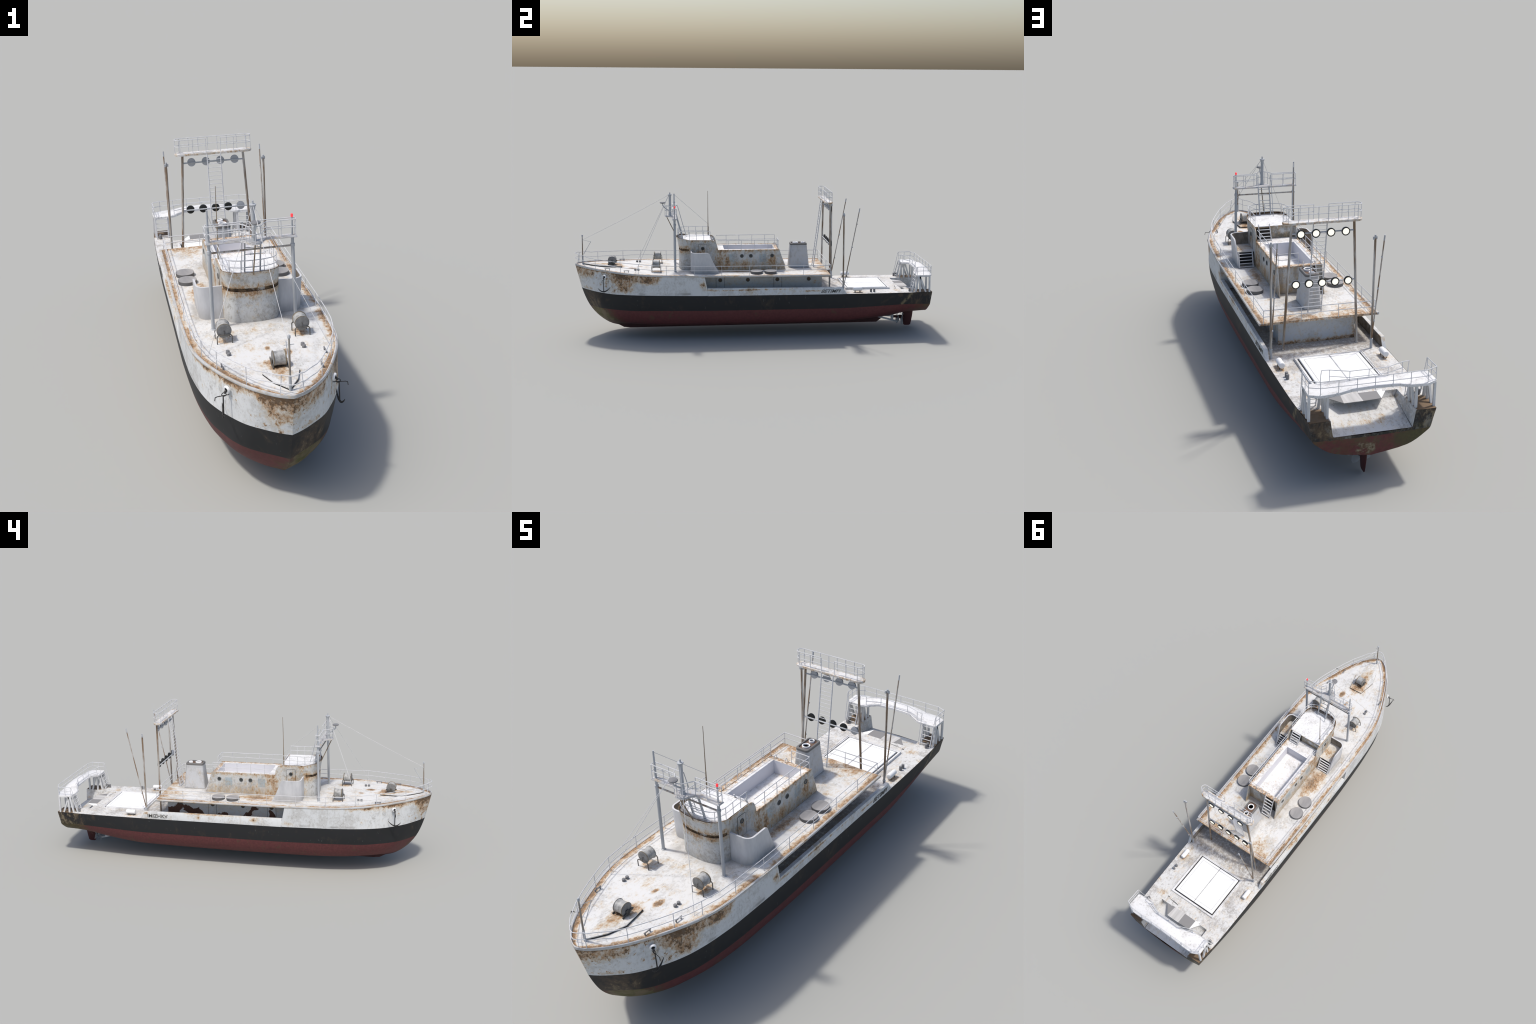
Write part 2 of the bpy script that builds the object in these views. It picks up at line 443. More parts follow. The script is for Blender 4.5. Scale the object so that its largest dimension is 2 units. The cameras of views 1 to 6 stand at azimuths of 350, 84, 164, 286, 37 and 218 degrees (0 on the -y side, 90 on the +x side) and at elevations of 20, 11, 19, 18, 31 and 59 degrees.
base = k.mix(k.mul(k.mul(k.ramp(k.z, .425, .368), k.ramp(k.y, -.35, -.37)), .40), base, (.26, .25, .235))  # wall foot tinted darker for contact shade at the bridge front
bias = k.add(bias, .024)
col, v = weather(k, base, bias, .42, 46, (1, 1, .7), .9, rlo=.58, rhi=.68, dark=.7)
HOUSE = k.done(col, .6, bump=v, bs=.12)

# roofs
k = N("roof_paint")
bias = k.add(k.ramp(k.y, -.255, -.238, 0.0, .10), -.05)
bias = k.mul(k.ramp(k.z, .50, .52), bias)
bias = k.add(bias, k.mul(k.ramp(k.z, .50, .49), k.mx(k.mul(k.ramp(k.abs(k.x), .066, .085), .12), k.mul(k.ramp(k.y, .10, .13), .20))))
fr = k.mul(k.mul(k.ramp(k.add(k.y, k.mul(k.mul(k.x, k.x), -4.5)), -.395, -.420), k.ramp(k.z, .50, .52)), 1.0)
bias = k.add(bias, k.mul(fr, .10))
col, v = weather(k, (.74, .74, .74), bias, .30, 48, (1, 1, 1), .9, dark=.6)
sp = k.noise(62, 4, .7, (1, 1, 1), (3, 9, 3))
col = k.mix(k.mul(k.ramp(sp, .60, .72), .6), col, (.25, .22, .20))
col = k.mix(k.mul(k.mul(fr, k.ramp(sp, .30, .55)), .8), col, (.10, .075, .055))
ROOF = k.done(col, .6)

k = N("recess_dark_brown")
col = k.mix(k.ramp(k.noise(55, 5, .7), .35, .62), (.045, .032, .022), (.20, .125, .065))  # dark browns broken by paler patches, for the bridge-front recess and the roof rim
col = k.mix(k.ramp(k.add(k.noise(38, 5, .7, (1, 1, 1), (4, 2, 2)), k.ramp(k.z, .4905, .4945, 0.0, .0)), .58, .66), col, (.46, .44, .40))
GROOVE = k.done(col, .8)

# plain grey-white screens and the well walls
k = N("screen_paint")
g = k.noise(26, 5, .65, (1, 1, .35))
col = k.mix(k.ramp(g, .35, .75), (.585, .59, .60), (.48, .485, .50))
col = k.mix(k.mul(k.mul(k.ramp(k.z, .425, .368), k.ramp(g, .25, .6, .5, 1.0)), .55), col, (.29, .275, .26))  # baked corner shading: screen colour darkens down to the deck
inn = k.mul(k.mul(k.ramp(k.abs(k.x), .1745, .1715), k.ramp(k.y, -.3505, -.3475)), k.ramp(k.z, .4885, .485))
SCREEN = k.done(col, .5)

k = N("screen_inside_dark")
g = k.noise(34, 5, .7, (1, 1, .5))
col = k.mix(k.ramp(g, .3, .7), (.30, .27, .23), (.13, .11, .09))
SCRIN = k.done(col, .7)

k = N("wing_floor_paint")
bias = k.add(k.mul(k.blob((None, -.29, None), (1, .05, 1)), .14), .02)
col, v = weather(k, (.58, .57, .55), bias, .5, 34, (1, 1, 1), .8)
WINGF = k.done(col, .65)

k = N("pit_wall_paint")
g = k.noise(24, 5, .65)
PIT = k.done(k.mix(g, (.57, .57, .61), (.66, .66, .69)), .55)

# lower deckhouse: bluish white with big peeled dark patches on the starboard side
k = N("deckhouse_paint")
pl = k.noise(11, 4, .5, (1, 1, 1), (2, 6, 3), .6)
fine = k.noise(120, 3, .7)
side = k.ramp(k.x, -.152, -.1532)
hole = k.mul(side, k.ramp(k.add(pl, k.add(k.mul(side, .10), k.add(k.ramp(k.z, .30, .262, 0.0, .05), k.ramp(k.y, -.05, -.26, 0.0, .05)))), .636, .648))
col, v = weather(k, (.49, .515, .54), k.add(-.015, k.add(k.ramp(k.z, .285, .255, 0.0, .10), k.add(k.mul(k.ramp(k.abs(k.x), .135, .155), .04), k.mul(k.ramp(k.y, .374, .3755), k.add(.03, k.add(k.ramp(k.z, .275, .252, 0.0, .12), k.ramp(k.x, -.12, -.154, 0.0, .10))))))), .25, 36, (1, .7, 1), .6, dark=.8)
col = k.mix(hole, col, k.mix(fine, (.045, .022, .017), (.11, .055, .035)))
LOWER = k.done(col, .6, bump=v, bs=.12)

def streaky(name, a, b, lo, hi, dirt=(.22, .15, .08), amount=.8, stretch=(1, 1, .10), scale=60):
    k = N(name)
    s = k.noise(scale, 5, .7, stretch)
    col = k.mix(k.ramp(s, .35, .65), a, b)
    r = k.noise(scale * .55, 5, .7, stretch, (4, 4, 4))
    col = k.mix(k.mul(k.ramp(r, lo, hi), amount), col, dirt)
    return k.done(col, .5)

RAIL = streaky("rail_paint", (.60, .605, .62), (.52, .525, .535), .72, .85, stretch=(1, 1, 1), scale=25)
STEEL = streaky("gantry_paint", (.45, .47, .49), (.36, .375, .39), .60, .78, dirt=(.25, .19, .13), amount=.6)
POLE = streaky("rusty_pole_paint", (.50, .49, .47), (.31, .28, .24), .44, .60, dirt=(.16, .085, .03), amount=.85)
WHIP = streaky("aerial_brown", (.30, .24, .17), (.16, .12, .075), .5, .7, dirt=(.10, .07, .04))
STERNW = streaky("stern_gantry_paint", (.64, .645, .65), (.54, .545, .55), .62, .80, dirt=(.34, .24, .14), amount=.6, stretch=(1, 1, .4))
DRUM = streaky("drum_grey_metal", (.40, .40, .39), (.22, .22, .215), .58, .75, dirt=(.24, .18, .10), amount=.6, stretch=(1, 1, 1), scale=70)
DRUME = streaky("drum_end_grey", (.21, .21, .205), (.15, .15, .15), .58, .75, dirt=(.30, .28, .24), amount=.4, stretch=(1, 1, 1), scale=80)
DRUMR = streaky("drum_flange_rusty", (.20, .17, .12), (.12, .095, .06), .6, .75, dirt=(.3, .28, .24), stretch=(1, 1, 1), scale=80)
FRAME = streaky("dark_stand_metal", (.10, .095, .085), (.05, .05, .05), .55, .75, dirt=(.12, .08, .04), stretch=(1, 1, 1))
BOLL = streaky("bollard_grey", (.20, .20, .205), (.145, .145, .15), .7, .9, stretch=(1, 1, 1))

k = N("hatch_white")
col = k.mix(k.mul(k.ramp(k.noise(30, 5, .7), .62, .76), .10), (.90, .90, .90), (.6, .58, .55))
HATCH = k.done(col, .5)
k = N("hatch_frame_white")
col, v = weather(k, (.68, .68, .68), -.03, .4, 40)
HFRAME = k.done(col, .55)
BLACK = N("dark_gap").done((.022, .022, .022), .8)
LINE = N("seam_grey").done((.30, .30, .31), .8)
k = N("raft_cover_grey")
RAFT = k.done(k.mix(k.ramp(k.noise(14, 3, .6, (4, .6, 1)), .35, .7), (.255, .25, .25), (.33, .32, .315)), .55)
RAFTS = N("raft_side_grey").done((.125, .125, .127), .6)
GREYF = N("flap_grey").done((.225, .222, .222), .6)
k = N("flap_striped_grey")
STRF = k.done(k.mix(k.ramp(k.noise(26, 3, .6, (1.2, .05, 1)), .35, .65), (.40, .395, .385), (.56, .55, .54)), .5)
FLAPW = N("flap_white").done((.85, .85, .85), .6)
ANCH = streaky("anchor_iron", (.030, .028, .027), (.018, .018, .018), .6, .8, dirt=(.06, .04, .025), stretch=(1, 1, 1))
HAWSE = N("hawse_white").done((.80, .80, .80), .5)
k = N("porthole_glass")
PGLASS = k.done(k.mix(k.noise(60, 3), (.020, .026, .027), (.075, .075, .07)), .18)
PRING = N("porthole_ring").done((.09, .095, .095), .5)
RPORT = N("porthole_rusty_glass").done(k.P and (.085, .05, .026), .5)
LAMPB = N("floodlight_black").done((.018, .019, .018), .6)
LAMPG = N("floodlight_grey_back").done((.42, .43, .45), .5)
k = N("floodlight_glass")
k.bsdf.inputs["Emission Color"].default_value = (1.0, .93, .76, 1)
k.bsdf.inputs["Emission Strength"].default_value = .72
LAMPF = k.done((.85, .82, .74), .3)
k = N("red_lamp_glass")
k.bsdf.inputs["Emission Color"].default_value = (1.0, .05, .06, 1)
k.bsdf.inputs["Emission Strength"].default_value = .55
REDL = k.done((.8, .05, .06), .3)
RADAR = N("radar_grey").done((.19, .19, .195), .5)
k = N("funnel_paint")
col, v = weather(k, (.50, .51, .525), k.add(-.005, k.mul(k.ramp(k.z, .48, .49), -.1)), .45, 40, (1, 1, .6), .7)
col = k.mix(k.mul(k.ramp(k.z, .4795, .4805), .45), col, (.42, .42, .42))
FUN = k.done(col, .55)
FRIM = N("funnel_rim_grey").done((.15, .145, .14), .6)
k = N("funnel_top_brown")
FTOP = k.done(k.mix(k.noise(50, 5, .7), (.10, .062, .042), (.17, .11, .08)), .7)
RING = N("exhaust_white").done((.85, .85, .85), .4)
k = N("rudder_red")
sc = k.noise(40, 5, .7)
RUDR = k.done(k.mix(k.mul(k.ramp(sc, .58, .72), .5), k.mix(k.noise(90), (.085, .024, .024), (.060, .018, .018)), (.16, .13, .10)), .6)
k = N("prop_metal")
PROP = k.done(k.mix(k.noise(40, 3), (.52, .54, .56), (.64, .66, .68)), .4)
PRHUB = N("prop_hub_red").done((.06, .016, .016), .6)
TEXT = streaky("worn_black_letters", (.045, .045, .043), (.20, .195, .18), .55, .7, dirt=(.45, .44, .40), amount=.6, stretch=(1, 1, 1), scale=130)
WIRE = streaky("stay_wire", (.60, .60, .61), (.50, .50, .50), .6, .75, dirt=(.30, .24, .18), stretch=(1, 1, 1), scale=8)

# ------------------------------------------------------------------ hull
deck_z = pchip([-1.0, -.95, -.88, -.74, -.64, -.49, -.19, .41], [.396, .3935, .389, .3795, .3755, .3705, .3655, .362])
gun_x = pchip(GUN_Y, GUN_X)
lip_h = pchip([-1.0, -.96, -.88, -.75, .45], [.0065, .0062, .0048, .0030, .0025])

STEM = pchip([.042, .046, .056, .077, .104, .145, .196, .263, .323, .397], [-.765, -.784, -.813, -.848, -.880, -.914, -.942, -.966, -.985, -.998])
WB = [(-.966, 0, .263), (-.955, .022, .2635), (-.92, .070, .264), (-.875, .116, .263), (-.825, .146, .260), (-.775, .173, .259), (-.704, .203, .261), (-.60, .224, .261), (-.49, .234, .260), (-.25, .2385, .2565), (.2, .2385, .255), (.5, .238, .2535), (.8, .234, .2525), (.994, .2225, .2520)]
MB = [(-.948, 0, .212), (-.935, .022, .213), (-.90, .066, .215), (-.86, .116, .216), (-.80, .150, .215), (-.72, .188, .215), (-.60, .220, .216), (-.45, .231, .216), (-.2, .236, .213), (.5, .236, .212), (.8, .230, .217), (.990, .2150, .214)]
BR = [(-.923, 0, .160), (-.91, .018, .161), (-.882, .057, .162), (-.85, .105, .167), (-.80, .144, .169), (-.743, .168, .168), (-.69, .188, .168), (-.585, .211, .171), (-.45, .224, .172), (-.2, .231, .170), (.46, .231, .170), (.72, .226, .179), (.85, .219, .183), (.988, .2075, .180)]
B1 = [(-.868, 0, .094), (-.85, .035, .094), (-.80, .090, .096), (-.74, .128, .0965), (-.68, .152, .098), (-.585, .178, .098), (-.4, .200, .101), (0, .209, .104), (.5, .207, .106), (.73, .203, .131), (.80, .201, .143), (.86, .199, .151), (.986, .192, .163)]
B2 = [(-.800, 0, .051), (-.76, .040, .060), (-.68, .080, .066), (-.55, .105, .063), (-.3, .118, .060), (0, .120, .060), (.5, .120, .066), (.73, .120, .089), (.80, .121, .103), (.867, .123, .116), (.984, .128, .123)]
CC = [(-.765, 0, .042), (-.6, 0, .045), (0, 0, .0455), (.5, 0, .046), (.70, 0, .052), (.80, 0, .060), (.867, 0, .075), (.984, 0, .101)]
LEV = [curve3(c) for c in (WB, MB, BR, B1, B2, CC)]
NS = 72
S = [(i / NS) for i in range(NS + 1)]
FS = [.62 * s + .38 * s * s * s * (s * (6 * s - 15) + 10) if False else s ** 1.25 for s in S]

def hull_rows():
    ctrl = []
    for fs in FS:
        row = []
        for fx, fz, y0, y1 in LEV:
            y = y0 + (y1 - y0) * fs
            row.append(Vector((fx(y), y, fz(y))))
        ctrl.append(row)
    return ctrl

def side_rows(ctrl, sub=4):
    """vertical smooth interpolation through the level points of every station"""
    out = []
    for row in ctrl:
        t = [0]
        for a, b in zip(row, row[1:]):
            t.append(t[-1] + max((b - a).length, .003))
        f = [pchip(t, [p[i] for p in row]) for i in range(3)]
        r = []
        for i in range(len(row) - 1):
            for j in range(sub):
                q = t[i] + (t[i + 1] - t[i]) * j / sub
                r.append(Vector([g(q) for g in f]))
        r.append(row[-1].copy())
        out.append(r)
    return out

SUB = 4
R = side_rows(hull_rows(), SUB)
b = B()
for sgn in (1, -1):
    rows = [[(p.x * sgn, p.y, p.z) for p in r] for r in R]
    b.grid(rows, lambda i, j: 0 if j < 2 * SUB else 1)
# transom with the slipway notch
tr = R[-1]
up = [Vector((p.x, p.y, p.z)) for p in tr[:2 * SUB + 1]]
lo = [Vector((p.x, p.y, p.z)) for p in tr[2 * SUB:]]
zb = .180
def bulge(p):
    return (p[0], p[1] + .008 * (1 - (p[0] / .22) ** 2), p[2])
for sgn in (1, -1):
    b.poly([(.1495 * sgn, .9945, .2520)] + [(p.x * sgn, p.y, p.z) for p in up] + [(.14 * sgn, .993, .180), (.1395 * sgn, .9945, .191)], 0)
    b.poly([(0, .9998, .191), (.1395 * sgn, .9945, .191), (.14 * sgn, .993, .180), (0, .998, .180)], 0)
    b.poly([(0, .998, .180), (.14 * sgn, .993, .180)] + [(p.x * sgn, p.y, p.z) for p in lo], 1)
bmesh.ops.remove_doubles(b.bm, verts=b.bm.verts, dist=.0004)
hull = to_obj("hull", b.bm, [HULLB, HULLR], angle=32)

# bow topsides (white), from the paint line to the gunwale, closed by a raked end
fxw, fzw, wy0, wy1 = LEV[0]
b = B()
NB = 44
for sgn in (1, -1):
    rows = []
    for i in range(NB + 1):
        q = (i / NB) ** 1.2
        yb, yt = -.966 + (-.262 + .966) * q, -.998 + (-.285 + .998) * q
        lo_, hi_ = Vector((fxw(yb), yb, fzw(yb))), Vector((gun_x(yt), yt, deck_z(yt) - .001))
        r = []
        for j in range(9):
            t = j / 8
            p = lo_.lerp(hi_, t)
            if q < .15:
                p.y = p.y * 1 + 0
            r.append(((p.x if i else 0.0) * sgn, p.y, p.z))
        rows.append(r)
    b.grid(rows)
    b.poly([rows[-1][0], rows[-1][8], (.05 * sgn, -.285, rows[-1][8][2]), (.05 * sgn, -.262, rows[-1][0][2])])
bmesh.ops.remove_doubles(b.bm, verts=b.bm.verts, dist=.0004)
to_obj("bow_topsides", b.bm, HULLW, hull, angle=32)

# bulwarks amidships
for sgn in (1, -1):
    b = B()
    sec = []
    YS = [-.268 + (.4785 + .268) * i / 24 for i in range(25)]
    rows = []
    for y in YS:
        zt = .2985 + (.292 - .2985) * (y + .268) / .75
        xo = .2388
        rows.append([(sgn * fxw(y), y, fzw(y) - .001), (sgn * xo, y, zt - .002), (sgn * (xo - .001), y, zt), (sgn * (xo - .015), y, zt), (sgn * (xo - .016), y, zt - .002), (sgn * (xo - .016), y, .250)])
    rows.append([(sgn * fxw(.504), .504, .2535), (sgn * .238, .503, .2545), (sgn * .237, .503, .2545), (sgn * .223, .503, .2545), (sgn * .2225, .503, .254), (sgn * .2225, .504, .250)])
    V = b.grid(rows)
    b.f(V[0]); b.f(V[-1])
    to_obj("bulwark", b.bm, HULLW, hull, angle=30)

# gunwale lip around the upper deck
b = B()
NL = 90
for sgn in (1, -1):
    rows = []
    for i in range(NL + 1):
        y = -.9985 + (.412 + .9985) * (i / NL) ** 1.3
        x, z, h = (gun_x(y) if i else 0.0), deck_z(y), lip_h(y)
        lo_ = .0012 + .0033 * min(1, (y + 1) / .25)
        d = min(1.0, x / .03)
        o = .0014 * d
        w = .0075 * d
        rows.append([(sgn * x, y, z - lo_ - .002), (sgn * (x + o), y, z - lo_), (sgn * (x + o), y, z + h * .55), (sgn * (x + o * .4), y, z + h), (sgn * max(0, x - w * .6), y + .004 * (1 - d), z + h), (sgn * max(0, x - w), y + .008 * (1 - d), z + h * .5), (sgn * max(0, x - w), y + .009 * (1 - d), z - .002)])
    V = b.grid(rows)
    b.f(V[-1])
bmesh.ops.remove_doubles(b.bm, verts=b.bm.verts, dist=.0003)
k = N("gunwale_lip_paint")
col, v = weather(k, (.50, .51, .52), k.add(.045, k.mul(k.ramp(k.z, .371, .362), .03)), .5, 30, (1, .5, 1), .5)
to_obj("gunwale", b.bm, k.done(col, .55), angle=40)

# upper deck plate
b = B()
ND, NX = 80, 10
rows_t, rows_b = [], []
for i in range(ND + 1):
    y = -.993 + (.4105 + .993) * (i / ND) ** 1.2
    x, z = max(gun_x(y) - .002, .001), deck_z(y)
    rows_t.append([(x * (2 * j / NX - 1), y, z + .0018 * (1 - (2 * j / NX - 1) ** 2)) for j in range(NX + 1)])
V1 = b.grid(rows_t)
yy = [-.30 + (.4105 + .30) * i / 12 for i in range(13)]
V2 = b.grid([[(gun_x(y) * s, y, deck_z(y) - .0075) for s in (-1, 0, 1)] for y in yy])
b.poly([(-.2385, .4108, .3545), (.2385, .4108, .3545), (.2385, .4108, .362), (0, .4108, .3638), (-.2385, .4108, .362)])
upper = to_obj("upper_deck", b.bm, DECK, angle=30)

# raised wedge under the bow drum
b = B()
P = [(.037, -.738), (.054, -.830), (.036, -.895), (.0, -.957), (-.036, -.895), (-.054, -.830), (-.034, -.741)]
top = [b.v((x, y, deck_z(y) + .0095)) for x, y in P]
bot = [b.v((x, y, deck_z(y) - .004)) for x, y in P]
b.f(top, 0)
n = len(P)
for i in range(n):
    m1 = [b.v(tuple(Vector(top[j].co) - Vector((0, 0, .0035)))) for j in (i, (i + 1) % n)]
    b.f([top[i], top[(i + 1) % n], m1[1], m1[0]], 0)
    b.f([m1[0], m1[1], bot[(i + 1) % n], bot[i]], 1)
to_obj("drum_platform", b.bm, [DECK, BLACK], upper, angle=20)

# keel fin
b = B()
prof = [(-.765, .044), (-.735, .0275), (-.70, .0235), (-.3, .0245), (.728, .0255), (.760, .050), (.76, .075), (-.70, .06)]
b.prism([(-.006, y, z) for y, z in prof], (.012, 0, 0))
to_obj("keel", b.bm, HULLR, hull)

# ------------------------------------------------------------------ main deck and slipway
b = B()
ZD = .2530
def main_x(y):
    return fxw(y) - .0012
ys = [-.30 + (.835 + .30) * i / 30 for i in range(31)]
b.grid([[(main_x(y) * s, y, ZD) for s in (-1, -.62, -.3, 0, .3, .62, 1)] for y in ys])
ya = [.835 + (.9945 - .835) * i / 6 for i in range(7)]
for sgn in (1, -1):
    b.grid([[(sgn * (.146 + .0035 * i / 6), y, ZD), (sgn * .18, y, ZD), (sgn * main_x(y), y, ZD)] for i, y in enumerate(ya)])
main = to_obj("main_deck", b.bm, MAIN)

b = B()
FL = lambda y: .229 + (.1915 - .229) * (y - .837) / (.9945 - .837)
yf = [.837 + (.9945 - .837) * i / 6 for i in range(7)]
b.grid([[(.1375 * s, y, FL(y)) for s in (-1, -.5, 0, .5, 1)] for y in yf])
for sgn in (1, -1):
    b.grid([[(sgn * (.1375 + .002 * i / 6), y, FL(y)), (sgn * (.146 + .0035 * i / 6), y, ZD)] for i, y in enumerate(yf)])
b.poly([(-.1375, .837, .229), (.1375, .837, .229), (.146, .835, ZD), (-.146, .835, ZD)])
bmesh.ops.remove_doubles(b.bm, verts=b.bm.verts, dist=.0003)
to_obj("slipway", b.bm, MAIN, main, angle=25)

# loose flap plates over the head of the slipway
def plate(name, pts, mat, th=.0016):
    b = B()
    b.prism(pts, (0, 0, th))
    return to_obj(name, b.bm, mat, main)
plate("flap_plate", [(-.071, .831, .2525), (-.003, .831, .2525), (-.003, .888, .2515), (-.069, .885, .2515)], GREYF)
plate("flap_plate", [(-.0028, .831, .2525), (.061, .831, .2525), (.067, .888, .2515), (-.0028, .888, .2515)], STRF)
plate("flap_plate", [(-.0712, .831, .2528), (-.0692, .885, .2518), (-.119, .810, .250)], FLAPW)
plate("flap_plate", [(.0612, .831, .2528), (.109, .834, .249), (.0672, .888, .2518)], GREYF)
# bowed deck strip in front of it with a dark slot at its ends
b = B()
rows = []
for i in range(17):
    x = -.12 + .24 * i / 16
    w = .006 * (1 - (x / .13) ** 2)
    rows.append([(x, .792 + .0, .2525), (x, .797, .2545), (x, .806 + w, .2545), (x, .812 + w, .2535)])
b.grid(rows)
b.prism([(.130, .801, .2532), (.126, .806, .2532), (.09, .813, .2532), (.055, .816, .2532), (.055, .814, .2532), (.10, .806, .2532)], (0, 0, .0012), 1)
to_obj("deck_strip", b.bm, [MAIN, BLACK], main, angle=20)

# hatch
b = B()
X0, Y0, Y1 = .134, .516, .771
def frame(b, xo, y0, y1, w, z0, z1, mi):
    b.box((-xo, y0, z0), (xo, y0 + w, z1), mi)
    b.box((-xo, y1 - w, z0), (xo, y1, z1), mi)
    b.box((-xo, y0 + w, z0), (-xo + w, y1 - w, z1), mi)
    b.box((xo - w, y0 + w, z0), (xo, y1 - w, z1), mi)
frame(b, X0, Y0, Y1, .0100, .2515, .2600, 0)
frame(b, X0 - .0012, Y0 + .0012, Y1 - .0012, .0030, .2595, .2618, 0)
b.box((-X0 + .004, Y0 + .004, .2515), (X0 - .004, Y1 - .004, .2555), 1)
to_obj("hatch", b.bm, [HFRAME, BLACK], main, angle=20)
hatch = bpy.data.objects["hatch"]
hatch.parent = ship
for sgn in (1, -1):
    b = B()
    a0, a1 = (.0016, .1170)
    xs = sorted((sgn * a0, sgn * a1))
    b.box((xs[0], Y0 + .0145, .2545), (xs[1], Y1 - .0165, .2625), 0)
    xl = sorted((sgn * .1015, sgn * .1030))
    b.box((xl[0], Y0 + .028, .2615), (xl[1], Y1 - .031, .2629), 1)
    bmesh.ops.bevel(b.bm, geom=[e for e in b.bm.edges if e.calc_length() > .05 and abs(e.verts[0].co.z - .2625) < 1e-4 and abs(e.verts[1].co.z - .2625) < 1e-4], offset=.0012, segments=2, affect="EDGES")
    to_obj("hatch_cover", b.bm, [HATCH, LINE], hatch, angle=20)
b = B()
b.box((-.1014, Y1 - .0325, .2615), (.1014, Y1 - .0311, .2629))
b.box((-.1014, Y0 + .0265, .2615), (.1014, Y0 + .0279, .2629))
to_obj("hatch_seam", b.bm, LINE, hatch)

# ------------------------------------------------------------------ lower deckhouse
b = B()
b.box((-.154, -.30, .250), (.154, .376, .3552))
lower = to_obj("deckhouse", b.bm, LOWER)

def porthole(name, c, sgn, parent, r=.0105, glass=PGLASS):
    b = B()
    ax = (sgn, 0, 0)
    b.lathe([(r, -.002), (r, .0012), (r * .93, .0020), (r * .80, .0020), (r * .76, .0006)], c, ax, 20, 0)
    b.lathe([(r * .78, .0004), (r * .4, .0009), (.0, .0010)], c, ax, 20, 1)
    return to_obj(name, b.bm, [PRING, glass], parent)

def door(name, x, y0, y1, z0, z1, sgn, parent, mat, lines=BLACK, t=.0011, rad=.005, bottom=True):
    b = B()
    P = [(y0, z0), (y0, z1 - rad)] + [(y0 + rad - rad * math.cos(a), z1 - rad + rad * math.sin(a)) for a in (.5, 1.05)] + [(y0 + rad, z1), (y1 - rad, z1)] + [(y1 - rad + rad * math.sin(a), z1 - rad + rad * math.cos(a)) for a in (.5, 1.05)] + [(y1, z1 - rad), (y1, z0)]
    pts = [(x, y, z) for y, z in P]
    b.prism([(x - sgn * .001, y, z) for y, z in P], (sgn * .0017, 0, 0), 0)
    b.tube(pts, t, 5, 1, closed=False)
    return to_obj(name, b.bm, [mat, lines], parent, angle=30)

for sgn in (1, -1):
    for y in (-.195, -.041, .124, .301):
        porthole("porthole", ((.1556 if y in (-.195, .124) else .1543) * sgn, y, .3245), sgn, lower, .0112, RPORT)
    for y0, y1 in ((-.218, -.172), (.105, .149)):
        door("deckhouse_door", .1545 * sgn, y0, y1, .2545, .350, sgn, lower, LOWER, rad=.002)

# ------------------------------------------------------------------ upper house and bridge
Z0 = .3665
def front_half(off=0.0, corner=0.0):
    """half outline of the bridge front, from the side (y=-.355) to the centre line"""
    P = [(.0945, -.340), (.0945, -.352), (.0925, -.368), (.0875, -.384), (.078, -.3985), (.064, -.4085), (.046, -.4145), (.024, -.4185), (0, -.4195)]
    out = []
    for x, y in P:
        f = min(1, max(0, (-.345 - y) / .05))
        nx, ny = x / .0945 * (1 - f * .55), -f
        out.append((x + nx * off * (.4 if f < .9 else .25) * 0 + (x / .0945) * off * .45 * f, y - off * f))
    return out
def front_full(off):
    h = front_half(off)
    return [(x, y) for x, y in h] + [(-x, y) for x, y in h[-2::-1]]

b = B()
lv = [(Z0, 0), (.40, 0), (.44, 0), (.4785, 0), (.4790, -.005), (.4905, -.005), (.4910, .0015), (.52, .006), (.5465, .0115)]
ztop = lambda y: .5375 + .011 * min(1, max(0, (-.345 - y) / .06))
rows = []
for z, o in lv:
    rows.append([(x, y, z if z < .546 else ztop(y)) for x, y in front_full(o)])
b.grid(rows, lambda i, j: 1 if i in (3, 4, 5) and 1 < j < 14 else 0)
# rim thickness at the top, going down to the roof
rim = [(x * .975, y + .0035 * min(1, max(0, (-.345 - y) / .05)), ztop(y)) for x, y in front_full(.0115)]
rimd = [(x, y, .538) for x, y, z in rim]
b.grid([rows[-1], rim, rimd], 1)
# side plates with the curved step and the raked after fins
SP = [(-.340, Z0), (.178, Z0), (.1415, .4835), (-.2035, .4835), (-.2045, .492), (-.2075, .507), (-.2120, .519), (-.2185, .529), (-.2270, .5350), (-.2370, .5375), (-.340, .5375)]
for sgn in (1, -1):
    b.prism([(sgn * .0945, y, z) for y, z in SP], (-sgn * .0035, 0, 0), 0)
# bridge after wall, house after wall
b.poly([(-.091, -.240, .478), (.091, -.240, .478), (.091, -.240, .5385), (-.091, -.240, .5385)], 2)
b.poly([(-.091, .136, Z0), (.091, .136, Z0), (.091, .136, .4815), (-.091, .136, .4815)], 0)
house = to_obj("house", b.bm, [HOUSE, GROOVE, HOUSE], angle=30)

# roofs
b = B()
h = front_full(.0095)
cap = [(x * .975, y, .5385) for x, y in h]
b.poly([(-.0915, -.2425, .5392), (.0915, -.2425, .5392)] + [(x, y, .5405) for x, y, z in cap])
b.poly([(-.0915, -.2425, .5392), (.0915, -.2425, .5392), (.0915, -.240, .5375), (-.0915, -.240, .5375)])
to_obj("bridge_roof", b.bm, ROOF, house, angle=30)

